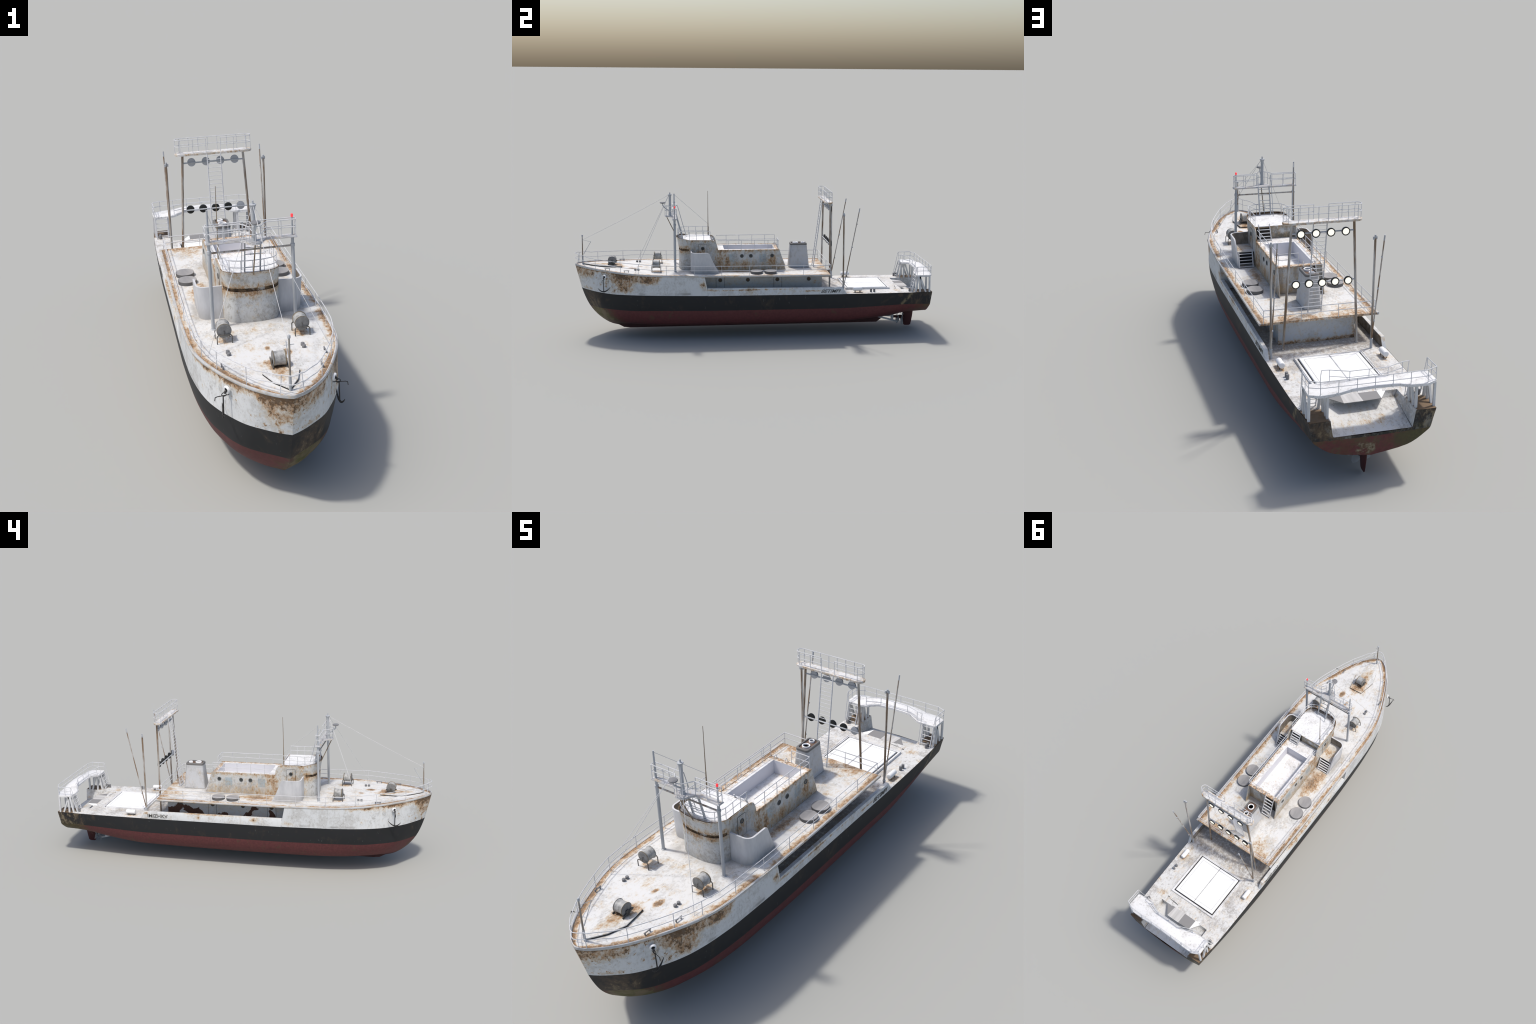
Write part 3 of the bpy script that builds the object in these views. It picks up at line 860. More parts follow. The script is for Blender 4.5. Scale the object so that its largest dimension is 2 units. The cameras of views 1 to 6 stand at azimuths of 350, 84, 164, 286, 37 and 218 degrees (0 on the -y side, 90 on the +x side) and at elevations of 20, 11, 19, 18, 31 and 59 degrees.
b = B()
XW, YA, YB, ZT, ZF = .064, -.168, .117, .4815, .4245
O = [(-.0915, -.241), (.0915, -.241), (.0915, .1385), (-.0915, .1385)]
I = [(-XW, YA), (XW, YA), (XW, YB), (-XW, YB)]
for i in range(4):
    j = (i + 1) % 4
    b.poly([(*O[i], ZT), (*O[j], ZT), (*I[j], ZT), (*I[i], ZT)], 0)
    b.poly([(*I[i], ZT), (*I[j], ZT), (I[j][0] * .985, I[j][1], ZF), (I[i][0] * .985, I[i][1], ZF)], 1)
    b.poly([(*O[i], ZT), (*O[j], ZT), (*O[j], ZT - .004), (*O[i], ZT - .004)], 0)
b.poly([(x * .985, y, ZF) for x, y in I], 0)
bmesh.ops.remove_doubles(b.bm, verts=b.bm.verts, dist=.0002)
to_obj("house_roof", b.bm, [ROOF, PIT], house, angle=20)

for sgn in (1, -1):
    for y in (-.070, -.0195, .100):
        porthole("porthole", (.0945 * sgn, y, .448), sgn, house)
    door("bridge_door", .0947 * sgn, -.3115, -.2655, .432, .518, sgn, house, HOUSE, PRING)
    porthole("porthole", (.0955 * sgn, -.2885, .4935), sgn, house, .0098)

# bridge wings: curved screen, floor, ladder
def ladder(name, p0, p1, w, n, parent, mat, side=None, rr=.0016, sr=.0022, top_ext=None, first=.5):
    """straight ladder; p0 foot centre, p1 top centre, side = half-width direction"""
    b = B()
    p0, p1, s = Vector(p0), Vector(p1), Vector(side or (1, 0, 0)) * w * .5
    for q in (s, -s):
        path = [p0 + q, p1 + q]
        if top_ext:
            path += [p1 + q + Vector(e) for e in top_ext]
        b.tube(path, sr, 6)
    for i in range(n):
        c = p0.lerp(p1, (i + first) / n)
        b.tube([c - s, c + s], rr, 5)
    return to_obj(name, b.bm, mat, parent)

def flat_ladder(name, p0, p1, w, n, parent, sw=.004, sd=.006, td=.006):
    b = B()
    p0, p1 = Vector(p0), Vector(p1)
    for q in (-.5, .5):
        o = Vector((w * q, 0, 0))
        b.beam(p0 + o, p1 + o, sw, sd, (0, 1, 0))
    for i in range(n):
        c = p0.lerp(p1, (i + .35) / n)
        b.box((c.x - w / 2, c.y - td / 2, c.z - .0012), (c.x + w / 2, c.y + td / 2, c.z + .0012))
    return to_obj(name, b.bm, RAIL, parent, angle=20)

for sgn in (1, -1):
    b = B()
    def scr(off, z):
        f = (z - Z0) / .116
        x1 = .1715 + .0085 * f
        ya = -.2065 - .0505 * max(0, f) ** 1.0
        yf = -.3565
        rc = .030 - off * .8
        P = [(.0945, yf + off)]
        cx, cy = x1 - .030, yf + .030
        for a in range(0, 7):
            t = math.radians(90 * a / 6)
            P.append((cx + (.030 - off) * math.sin(t), cy - (.030 - off) * math.cos(t)))
        P.append((x1 - off, (yf + ya) / 2))
        P.append((x1 - off, ya))
        return [(sgn * x, y, z) for x, y in P]
    th = .0065
    zl = [Z0, .385, .405, .43, .455, .4765, .4835]
    outer = [scr(0, z) for z in zl]
    inner = [scr(th, z) for z in zl]
    # soften the upper after corner
    for rws in (outer, inner):
        x, y, z = rws[-1][-1]
        rws[-1][-1] = (x, y - .008, z)
    b.grid(outer, 0)
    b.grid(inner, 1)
    b.grid([outer[-1], inner[-1]], 0)
    b.grid([[r[-1] for r in outer], [r[-1] for r in inner]], 0)
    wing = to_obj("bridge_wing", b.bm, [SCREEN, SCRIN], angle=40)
    b = B()
    zf = .4295
    fl = [(sgn * .0945, -.243), (sgn * .0945, -.350)] + [(p[0], p[1]) for p in scr(th, zf)[1:-2]] + [(sgn * .1685, -.243)]
    b.prism([(x, y, zf - .004) for x, y in fl], (0, 0, .004), 0)
    b.poly([(sgn * .0945, -.2475, Z0), (sgn * .168, -.2475, Z0), (sgn * .168, -.2475, zf - .003), (sgn * .0945, -.2475, zf - .003)], 1)
    to_obj("wing_floor", b.bm, [WINGF, BLACK], wing, angle=30)
    flat_ladder("wing_ladder", (sgn * .1375, -.204, Z0 + .001), (sgn * .1335, -.240, .428), .061, 5, wing)

# dark openings behind the two ladders
k = N("opening_dark")
OPEN = k.done(k.mix(k.noise(40, 4), (.018, .016, .014), (.045, .036, .026)), .8)
b = B()
b.box((.022, -.2405, .4825), (.086, -.2385, .531))
b.box((-.071, .1345, .369), (-.019, .1375, .474))
to_obj("ladder_opening", b.bm, OPEN, house)
# house and bridge ladders
flat_ladder("house_ladder", (-.045, .187, Z0 + .001), (-.041, .141, .480), .050, 6, house, .003, .005)
b = B()
for x in (-.066, -.016):
    b.tube([(x, .141, .478), (x, .137, .492), (x, .132, .497), (x, .127, .494), (x, .124, .482)], .0012, 6)
to_obj("ladder_grip", b.bm, RAIL, house)
flat_ladder("bridge_ladder", (.050, -.205, .482), (.051, -.239, .549), .050, 5, house, .003, .005)

# ------------------------------------------------------------------ railings
RR, RT = .0013, .0015
def rail(name, base, parent, h=.053, mid=.028, posts=None, flare=0.0, top_r=RT, ends=True, mat=RAIL):
    """base: polyline on the deck; posts: list of points; two bars along it"""
    b = B()
    b.tube([(x, y, z + h) for x, y, z in base], top_r, 6)
    b.tube([(x, y, z + mid) for x, y, z in base], RR, 6)
    for p in posts:
        b.tube([(p[0], p[1], p[2] - .001), (p[0], p[1], p[2] + h)], RR, 5)
    return to_obj(name, b.bm, mat, parent)

# main deck rail: follows the gunwale, a little inboard, closing round the bow and across the after edge
inset = lambda y: .0125 + .004 * min(1, max(0, (y + .75) / .3))
YR = [-.975, -.95, -.915, -.88, -.83, -.78, -.74, -.69, -.645, -.57, -.49, -.34, -.19, -.04, .112, .262, .4105]
side = []
for y in YR:
    side.append((max(gun_x(y) - inset(y) * min(1, (y + 1.02) / .12 + .25), .004), y, deck_z(y)))
side[-1] = (.222, .4105, .362)
nose = [(0.0, -.9985, .405), (.013, -.994, .405), (.024, -.984, .4045)]
half = [(x, y, (z if y > -.93 else z + .006)) for x, y, z in side]
line = [(-x, y, z) for x, y, z in half[::-1]] + [(-x, y, z) for x, y, z in nose[:0:-1]] + nose + half
b = B()
def bar(h, r):
    hh = lambda y: h * (1.06 if y < -.6 else 1.0)
    pts = [(x, y, z + hh(y)) for x, y, z in line]
    b.tube(pts + [(0.0, .4105, .362 + h)], r, 6, closed=True)
bar(.0525, RT)
bar(.0275, RR)
for sgn in (1, -1):
    for y in (-.88, -.741, -.642, -.492, -.34, -.19, -.039, .112, .262):
        x = max(gun_x(y) - inset(y), .004)
        b.tube([(sgn * x, y, deck_z(y) - .001), (sgn * x, y, deck_z(y) + .055)], RR, 5)
    b.tube([(sgn * .033, -.980, .402), (sgn * .028, -.977, .460)], RR, 5)
    for x in (.222, .074):
        b.tube([(sgn * x, .4105, .360), (sgn * x, .4105, .415)], RR, 5)
to_obj("deck_railing", b.bm, RAIL)

# house roof rails
b = B()
zr = .482
for sgn in (1, -1):
    base = [(sgn * .089, -.205, zr), (sgn * .089, .134, zr)]
    if sgn > 0:
        base += [(.087, .1365, zr), (.006, .1365, zr)]
    for hgt, r in ((.053, RT), (.028, RR)):
        b.tube([(x, y, z + hgt) for x, y, z in base], r, 6)
    for y in (-.147, -.073, .002, .077, .134):
        b.tube([(sgn * .089, y, zr - .001), (sgn * .089, y, zr + .053)], RR, 5)
for x in (.045, .006):
    b.tube([(x, .1365, zr - .001), (x, .1365, zr + .053)], RR, 5)
to_obj("house_railing", b.bm, RAIL, house)

# bridge roof rail
b = B()
fr = front_half(.006)
hp = [(.0885, -.247), (.0885, -.30)] + [(x * .955, y) for x, y in fr[1:]]
full = [(x, y) for x, y in hp] + [(-x, y) for x, y in hp[-2::-1]]
zb_ = .5400
for hgt, r in ((.0475, RT), (.024, RR)):
    b.tube([(x, y, zb_ + hgt) for x, y in full], r, 6)
for x, y in ((.0885, -.247), (.0885, -.282), (.0885, -.323), (.0885, -.362), (.073, -.402), (.038, -.419)):
    for sgn in (1, -1):
        b.tube([(sgn * x, y, zb_ - .001), (sgn * x, y, zb_ + .0475)], RR, 5)
b.tube([(0, -.4245, zb_ - .001), (0, -.4245, zb_ + .0475)], RR, 5)
to_obj("bridge_railing", b.bm, RAIL, house)

# ------------------------------------------------------------------ funnel
b = B()
def rrect(x0, x1, y0, y1, r, z, n=4):
    P = []
    for cx, cy, a in ((x1 - r, y1 - r, 0), (x0 + r, y1 - r, 90), (x0 + r, y0 + r, 180), (x1 - r, y0 + r, 270)):
        for i in range(n + 1):
            t = math.radians(a + 90 * i / n)
            P.append((cx + r * math.cos(t), cy + r * math.sin(t), z))
    return P
fl = lambda t, z, o=0: rrect(-.0375 + .0085 * t - o, .0355 - .0085 * t + o, .2035 + .009 * t - o, .3205 - .0145 * t + o, .008 + .004 * t, z)
rows = [fl(0, .366), fl(.33, .412), fl(.66, .457), fl(.86, .484), fl(.93, .4935), fl(.95, .4945, .0012), fl(1, .5015, .0012), fl(1, .5040, -.001), fl(1, .5040, -.006), fl(1, .4985, -.0065)]
V = b.grid(rows, lambda i, j: 0 if i < 4 else 1, True)
b.f(V[-1], 2)
fun = to_obj("funnel", b.bm, [FUN, FRIM, FTOP], angle=35)
for (x, y), r in (((0, .2435), .0165), ((-.003, .2865), .0115)):
    b = B()
    b.lathe([(r, -.004), (r, .0055), (r * .88, .0068), (r * .74, .0055), (r * .74, -.003)], (x, y, .500), (0, 0, 1), 24, 0)
    b.lathe([(r * .76, -.0005), (0, -.0005)], (x, y, .500), (0, 0, 1), 24, 1)
    to_obj("exhaust_pipe", b.bm, [RING, FRIM], fun)

# ------------------------------------------------------------------ life raft covers (round hatches on the deck)
def instance(src, loc, parent=None, rot=None):
    o = src.copy()
    o.location = loc
    if rot:
        o.rotation_euler = rot
    return link(o, parent or src.parent)

b = B()
b.lathe([(.0335, -.002), (.0345, .010), (.0345, .0135), (.0335, .0150), (.012, .0156), (0, .0157)], (0, 0, 0), (0, 0, 1), 40, lambda i: 1 if i < 2 else 0)
raft = to_obj("round_cover", b.bm, [RAFT, RAFTS], angle=30)
raft.location = (.172, .006, .3648)
for sx, y in ((1, .0845), (-1, .006), (-1, .0845)):
    instance(raft, (sx * .172, y, .3645), rot=(0, 0, 0 if sx > 0 else .2))

# ------------------------------------------------------------------ lamp gantry (aft)
b = B()
for sgn in (1, -1):
    b.tube([(sgn * .148, .421, .2525), (sgn * .1475, .421, .260), (sgn * .1205, .421, .745)], .0048, 10)
    b.lathe([(.0075, 0), (.0075, .004), (.005, .005)], (sgn * .148, .421, .2525), (0, 0, 1), 12)
lg = to_obj("lamp_gantry", b.bm, POLE)
b = B()
for z, r in ((.709, .0031), (.5145, .0029)):
    w = .1482 - (z - .2525) * .0277 / .4925
    b.tube([(-w, .421, z), (w, .421, z)], r, 8)
to_obj("lamp_bar", b.bm, STEEL, lg)
# platform with rounded ends
def stadium(x0, x1, y0, y1, z, n=7):
    r = (y1 - y0) / 2
    cy = (y0 + y1) / 2
    return [(x1 - r + r * math.sin(math.radians(180 * i / n)) , cy + r * math.cos(math.radians(180 * i / n)), z) for i in range(n + 1)] + [(x0 + r - r * math.sin(math.radians(180 * i / n)), cy - r * math.cos(math.radians(180 * i / n)), z) for i in range(n + 1)]
PX0, PX1, PY0, PY1 = -.1535, .1535, .391, .432
b = B()
rows = [stadium(PX0 + .001, PX1 - .001, PY0 + .001, PY1 - .001, .7440), stadium(PX0, PX1, PY0, PY1, .7450), stadium(PX0, PX1, PY0, PY1, .7520), stadium(PX0 + .001, PX1 - .001, PY0 + .001, PY1 - .001, .7527)]
V = b.grid(rows, None, True)
b.f(V[0][::-1]); b.f(V[-1])
k = N("platform_paint")
rim_ = k.mx(k.ramp(k.abs(k.sub(k.y, .4115)), .012, .020), k.ramp(k.abs(k.x), .125, .15))
col, v = weather(k, (.64, .64, .64), k.add(.02, k.mul(rim_, .10)), .5, 34, (1, 1, 1), .8)
PLAT = k.done(col, .6)
to_obj("lamp_platform", b.bm, PLAT, lg, angle=30)
b = B()
inner = stadium(PX0 + .0035, PX1 - .0035, PY0 + .0035, PY1 - .0035, 0)
yc = (PY0 + PY1) / 2
# open towards the ladder: start and end at the gap on the forward side
r_ = (PY1 - PY0) / 2 - .0035
n = 7
path = [(.029, PY0 + .0035)] + [(PX1 - .0035 - r_ + r_ * math.sin(math.radians(180 * i / n)), yc - r_ * math.cos(math.radians(180 * i / n))) for i in range(n + 1)] + [(PX0 + .0035 + r_ - r_ * math.sin(math.radians(180 * i / n)), yc + r_ * math.cos(math.radians(180 * i / n))) for i in range(n + 1)] + [(-.029, PY0 + .0035)]
for h_, r in ((.0555, RT), (.029, RR)):
    b.tube([(x, y, .7525 + h_) for x, y in path], r, 6)
PP = [(x, PY1 - .0035) for x in (.134, .0975, .0585, .02, -.018, -.056, -.094, -.132)] + [(s * x, PY0 + .0035) for s in (1, -1) for x in (.029, .081, .131)] + [(PX1 - .0035, yc), (PX0 + .0035, yc)]
for x, y in PP:
    b.tube([(x, y, .752), (x, y, .808)], RR, 5)
to_obj("lamp_platform_railing", b.bm, RAIL, lg)
ladder("lamp_gantry_ladder", (.001, .3455, .3645), (0, .391, .748), .0535, 24, lg, RAIL, rr=.0013, sr=.0023)

def floodlight(x, z, back):
    b = B()
    c = (x, .4285, z)
    b.lathe([(.004, -.0055), (.0115, -.0050), (.0158, -.0035), (.0163, .001), (.0163, .0045), (.0158, .0052), (.0137, .0052), (.0135, .0040)], c, (0, 1, 0), 28, lambda i: (1 if i < 3 else 0))
    b.lathe([(.0137, .0038), (.008, .0046), (0, .0049)], c, (0, 1, 0), 28, 2)
    b.tube([(x, .421, z), (x, .4245, z)], .0030, 8, 3)
    o = to_obj("floodlight", b.bm, [LAMPB, back, LAMPF, STEEL], lg, angle=35)
    return o
for x in (.0875, .030, -.028, -.0855):
    floodlight(x, .7088, LAMPG)
for i, x in enumerate((.104, .0525, .0015, -.0495, -.101)):
    floodlight(x, .5145, LAMPG if i == 4 else LAMPB) if False else floodlight(x, .5145, LAMPG if i == 0 else LAMPB)

# side poles with leaning aerials
for sx, x in ((1, .2130), (-1, -.1820)):
    b = B()
    b.tube([(x, .488, .2525), (x, .487, .291)], .0052, 10, 1)
    b.lathe([(.0062, 0), (.0062, .005), (.0045, .006)], (x, .487, .288), (0, 0, 1), 10, 1)
    b.tube([(x, .487, .291), (x + .001 * sx, .482, .690)], .0043, 10, 0)
    b.tube([(x + .001 * sx, .482, .688), (x + .001 * sx, .482, .7035)], .0036, 8, 1)
    for dx, dy in ((.0055, .002), (-.0055, -.002)):
        b.box((x + dx - .003, .482 + dy - .003, .686), (x + dx + .003, .482 + dy + .003, .697), 1)
    pole = to_obj("side_pole", b.bm, [POLE, STEEL])
    b = B()
    b.tube([(x, .4905, .296), (x + .002 * sx, .569, .7275)], .0026, 8, 0)
    b.tube([(x + .0018 * sx, .5655, .708), (x + .002 * sx, .5692, .729)], .0030, 8, 1)
    for t in (.18, .50, .80):
        c = Vector((x, .4905, .296)).lerp(Vector((x, .569, .7275)), t)
        b.box((c.x - .002, c.y - .001, c.z - .003), (c.x + .002, c.y + .006, c.z + .003), 1)
    to_obj("leaning_aerial", b.bm, [POLE, STEEL], pole)

# ------------------------------------------------------------------ mast gantry (forward)
YG = -.442
b = B()
LEG = {1: (.1315, .1275), -1: (-.1405, -.1405)}
for sgn in (1, -1):
    x0, x1 = LEG[sgn]
    b.tube([(x0, YG, .368), (x1, YG, .634)], .0060, 12)
    b.tube([(x1, YG, .634), (x1, YG, .664)], .0050, 12)
    b.lathe([(.0088, 0), (.0088, .003), (.006, .004)], (x0, YG, .3695), (0, 0, 1), 14)
    b.lathe([(.006, -.006), (.0074, -.005), (.0074, .004), (.005, .005)], (x1, YG, .634), (0, 0, 1), 12)
mg = to_obj("mast_gantry", b.bm, STEEL)
b = B()
b.tube([(.127, YG, .6315), (-.140, YG, .6305)], .0032, 8)
to_obj("cross_bar", b.bm, POLE, mg)
b = B()
out = [(.139, YG + .0115), (.139, YG - .0115), (.040, YG - .0115)]
for i in range(9):
    t = math.radians(180 * i / 8)
    out.append((.027 * math.cos(t), -.470 - .025 * math.sin(t)))
out += [(-.040, YG - .0115), (-.150, YG - .0115), (-.150, YG + .0115)]
b.prism([(x, y, .6625) for x, y in out], (0, 0, .0045))
b.tube([(*p, .6630) for p in out], .0018, 6, closed=True)
k = N("mast_platform_paint")
col, v = weather(k, (.48, .49, .51), k.add(.05, k.mul(k.blob((0, -.455, None), (.05, .04, 1)), -.1)), .4, 34)
to_obj("mast_platform", b.bm, k.done(col, .55), mg, angle=30)
b = B()
zp = .667
fw, aft = YG - .010, YG + .010
path = [(-.028, aft), (-.1475, aft), (-.1495, YG), (-.1475, fw), (-.042, fw), (-.031, -.466)]
for i in range(1, 8):
    t = math.radians(180 - 180 * i / 8)
    path.append((.0255 * math.cos(t), -.470 - .024 * math.sin(t)))
path += [(.031, -.466), (.042, fw), (.1365, fw), (.1385, YG), (.1365, aft), (.027, aft)]
for h_, r in ((.0535, RT), (.0285, RR)):
    b.tube([(x, y, zp + h_) for x, y in path], r, 6)
for x, y in ((-.028, aft), (-.088, aft), (-.1475, aft), (-.1475, fw), (-.095, fw), (-.042, fw), (-.0255, -.47), (-.018, -.487), (.018, -.487), (.0255, -.47), (.042, fw), (.09, fw), (.1365, fw), (.1365, aft), (.085, aft), (.027, aft), (0, -.4945)):
    b.tube([(x, y, zp - .002), (x, y, zp + .0535)], RR, 5)
to_obj("mast_railing", b.bm, RAIL, mg)
# port lamp post and starboard topmast
b = B()
b.tube([(.1272, YG, .664), (.1272, YG, .7255)], .0030, 8)
to_obj("lamp_post", b.bm, STEEL, mg)
b = B()
b.lathe([(.0030, 0), (.0040, .001), (.0040, .0085), (.0028, .0105), (0, .011)], (.1272, YG, .7255), (0, 0, 1), 14)
to_obj("port_lamp", b.bm, REDL, mg)
b = B()
b.tube([(-.1405, YG, .664), (-.1405, YG, .725), (-.1405, YG, .771)], [.0044, .0036, .0030], 8)
to_obj("topmast", b.bm, STEEL, mg)
# central mast with cap, radar on a bent arm
b = B()
c = (0, -.4665, .664)
b.lathe([(.0095, 0), (.0082, .012), (.0066, .035), (.0064, .07), (.0066, .098), (.0072, .112), (.0105, .1175), (.0112, .1205), (.0105, .122), (.0030, .122), (.0028, .133), (0, .1335)], c, (0, 0, 1), 18)
to_obj("mast", b.bm, STEEL, mg)
b = B()
b.tube([(0, -.470, .690), (0, -.492, .708), (0, -.503, .717), (0, -.507, .724), (0, -.507, .736)], .0026, 8, 1)
b.lathe([(.004, -.005), (.0145, -.002), (.0162, .001), (.015, .0035), (.008, .0045), (0, .0047)], (0, -.507, .738), (0, 0, 1), 28, 0)
to_obj("radar_dome", b.bm, [RADAR, STEEL], mg)
b = B()
b.tube([(0, -.487, .6625), (0, -.429, .541)], .0022, 8)
to_obj("platform_strut", b.bm, WHIP, mg)
b = B()
for x in (.0275, -.0235):
    b.beam((x, -.3985, .540), (x, -.432, .667), .004, .007, (0, 1, 0))
for i in range(5):
    t = (i + .7) / 5.2
    p0, p1 = Vector((.0275, -.3985, .540)).lerp(Vector((.0275, -.432, .667)), t), Vector((-.0235, -.3985, .540)).lerp(Vector((-.0235, -.432, .667)), t)
    b.tube([p0, p1], .0015, 5)
b.tube([(-.029, -.376, .5395), (-.029, -.424, .715), (-.029, -.428, .720), (-.029, aft, .7205)], .0015, 6)
to_obj("mast_ladder", b.bm, STEEL, mg)

# whip aerial on the bridge roof
b = B()
b.tube([(-.087, -.2505, .538), (-.0865, -.2505, .575), (-.086, -.2508, .62), (-.0845, -.251, .7925)], [.0028, .0026, .0018, .0009], 8)
to_obj("whip_aerial", b.bm, WHIP)

# stays
def wire(name, pts, r=.0008, mat=WIRE):
    b = B()
    b.tube(pts, r, 5)
    return to_obj(name, b.bm, mat)
def sag(a, c, s, n=12):
    a, c = Vector(a), Vector(c)
    return [a.lerp(c, i / n) - Vector((0, 0, s * 4 * (i / n) * (1 - i / n))) for i in range(n + 1)]
wire("fore_stay", sag((0, -.474, .782), (0, -.9535, .534), .004))
wire("side_stay", [(.004, -.473, .780), (.187, -.662, .376)], .0009)
wire("side_stay", [(-.004, -.473, .780), (-.188, -.657, .376)], .0009)
wire("aerial_wire", [(-.1405, -.440, .764), (-.0862, -.2515, .603)])
# jackstaff at the bow
b = B()
b.tube([(0, -.956, .392), (0, -.956, .440)], .0042, 8, 1)
b.tube([(0, -.956, .438), (0, -.955, .555)], [.0032, .0027], 8, 0)
b.lathe([(.003, 0), (.0044, .001), (.0044, .008), (.003, .010)], (0, -.955, .552), (0, 0, 1), 10, 1)
b.tube([(-.014, -.955, .5335), (.014, -.955, .5335)], .0010, 5, 1)
js = to_obj("jackstaff", b.bm, [POLE, STEEL])
b = B()
b.tube([(.001, -.950, .452), (.001, -.908, .524)], .0014, 6)
b.tube([(0, -.9545, .5335), (.001, -.908, .522)], .0008, 5)
to_obj("jackstaff_strut", b.bm, STEEL, js)

# ------------------------------------------------------------------ cable drums
def drum(name, axis):
    """drum centred on its axis at the origin; axis 'x' or 'y'"""
    b = B()
    ax = (0, 1, 0) if axis == "y" else (1, 0, 0)
    r, w = .0235, .0205
    b.lathe([(.0, -w - .0002), (r * .5, -w), (r * .95, -w), (r, -w + .0008), (r, -w + .0022), (r * .93, -w + .0036), (r * .88, -w * .4), (r * .88, w * .4), (r * .93, w - .0036), (r, w - .0022), (r, w - .0008), (r * .95, w), (r * .5, w), (0, w + .0002)], (0, 0, 0), ax, 36, lambda i: 1 if i < 2 or i > 10 else (2 if i in (2, 3, 8, 9, 10) else 0))
    return b
def stand(axis, foot):
    b = B()
    for s in (-1, 1):
        pts = [(-.0235, -foot), (-.0235, -.0175), (-.0195, -.0125), (.0195, -.0125), (.0235, -.0175), (.0235, -foot)]
        o = s * .0245
        b.tube([(x, o, z) if axis == "y" else (o, x, z) for x, z in pts], .0017, 6)
        b.tube([(0, o, -.0125), (0, o, -.002)] if axis == "y" else [(o, 0, -.0125), (o, 0, -.002)], .0009, 5)
        b.tube([(0, o, 0), (0, s * .019, 0)] if axis == "y" else [(o, 0, 0), (s * .019, 0, 0)], .0016, 6)
    return b
dy = to_obj("cable_drum", drum("d", "y").bm, [DRUM, DRUME, DRUMR], angle=40)
sy = to_obj("drum_stand", stand("y", .0445).bm, FRAME, dy)
dy.location = (.1245, -.546, .4155)
d2 = instance(dy, (-.1215, -.541, .4155), rot=(0, 0, math.pi))
s2 = instance(sy, (0, 0, 0), d2)
db = to_obj("cable_drum", drum("d", "x").bm, [DRUM, DRUME, DRUMR], angle=40)
db.location = (.003, -.793, .4175)
db.scale = (.93, 1, 1)
b = B()
for s in (-1, 1):
    b.beam((s * .0235, -.024, -.0205), (s * .0235, .026, -.0085), .0028, .0075)
    b.box((s * .0235 - .0014, -.006, -.022), (s * .0235 + .0014, .006, -.002))
b.box((-.02, -.004, -.0235), (.02, .012, -.0195))
to_obj("drum_stand", b.bm, FRAME, db)

# ------------------------------------------------------------------ bollards, fairleads, tanks
def bollard_mesh(h):
    b = B()
    b.lathe([(.0062, -.001), (.0062, h - .001), (.0054, h), (0, h)], (0, 0, 0), (0, 0, 1), 16)
    return b.bm
b1 = to_obj("bollard", bollard_mesh(.0105), BOLL)
b1.location = (.107, -.662, .3765)
for p in ((.1068, -.6455, .376), (-.124, -.6585, .3765), (-.1245, -.642, .376)):
    instance(b1, p)
b2 = to_obj("bollard", bollard_mesh(.0195), BOLL)
b2.location = (.199, .648, .2525)
for p in ((.2, .6665, .2525), (.201, .869, .2525), (.2015, .884, .2525), (-.201, .874, .2525), (-.2015, .889, .2525)):
    instance(b2, p)

b = B()
b.box((-.0016, -.0155, .0075), (.0016, .0155, .0105))
b.box((-.0016, -.0125, -.001), (.0016, -.0095, .0080))
b.box((-.0016, .0095, -.001), (.0016, .0125, .0080))
cl = to_obj("fairlead", b.bm, BOLL, angle=20)
cl.location = (.126, -.8135, .3845)
for x, y, a in ((.1615, -.7085, 0), (-.157, -.746, .06)):
    instance(cl, (x, y, deck_z(y) + .0005), rot=(0, 0, a))

b = B()
b.lathe([(0, -.0262), (.007, -.026), (.0106, -.0245), (.0114, -.022), (.0114, .022), (.0106, .0245), (.007, .026), (0, .0262)], (0, 0, .0195), (0, 1, 0), 20, 0)
for y in (-.014, .014):
    b.box((-.0075, y - .0015, -.001), (-.0055, y + .0015, .014), 1)
    b.box((.0055, y - .0015, -.001), (.0075, y + .0015, .014), 1)
k = N("tank_white")
TANK = k.done(k.mix(k.mul(k.ramp(k.noise(60, 4), .5, .7), .4), (.80, .80, .80), (.62, .62, .61)), .45)
tk = to_obj("tank", b.bm, [TANK, FRAME], angle=40)
tk.location = (.2, .571, .2530)
instance(tk, (-.2, .572, .2530))

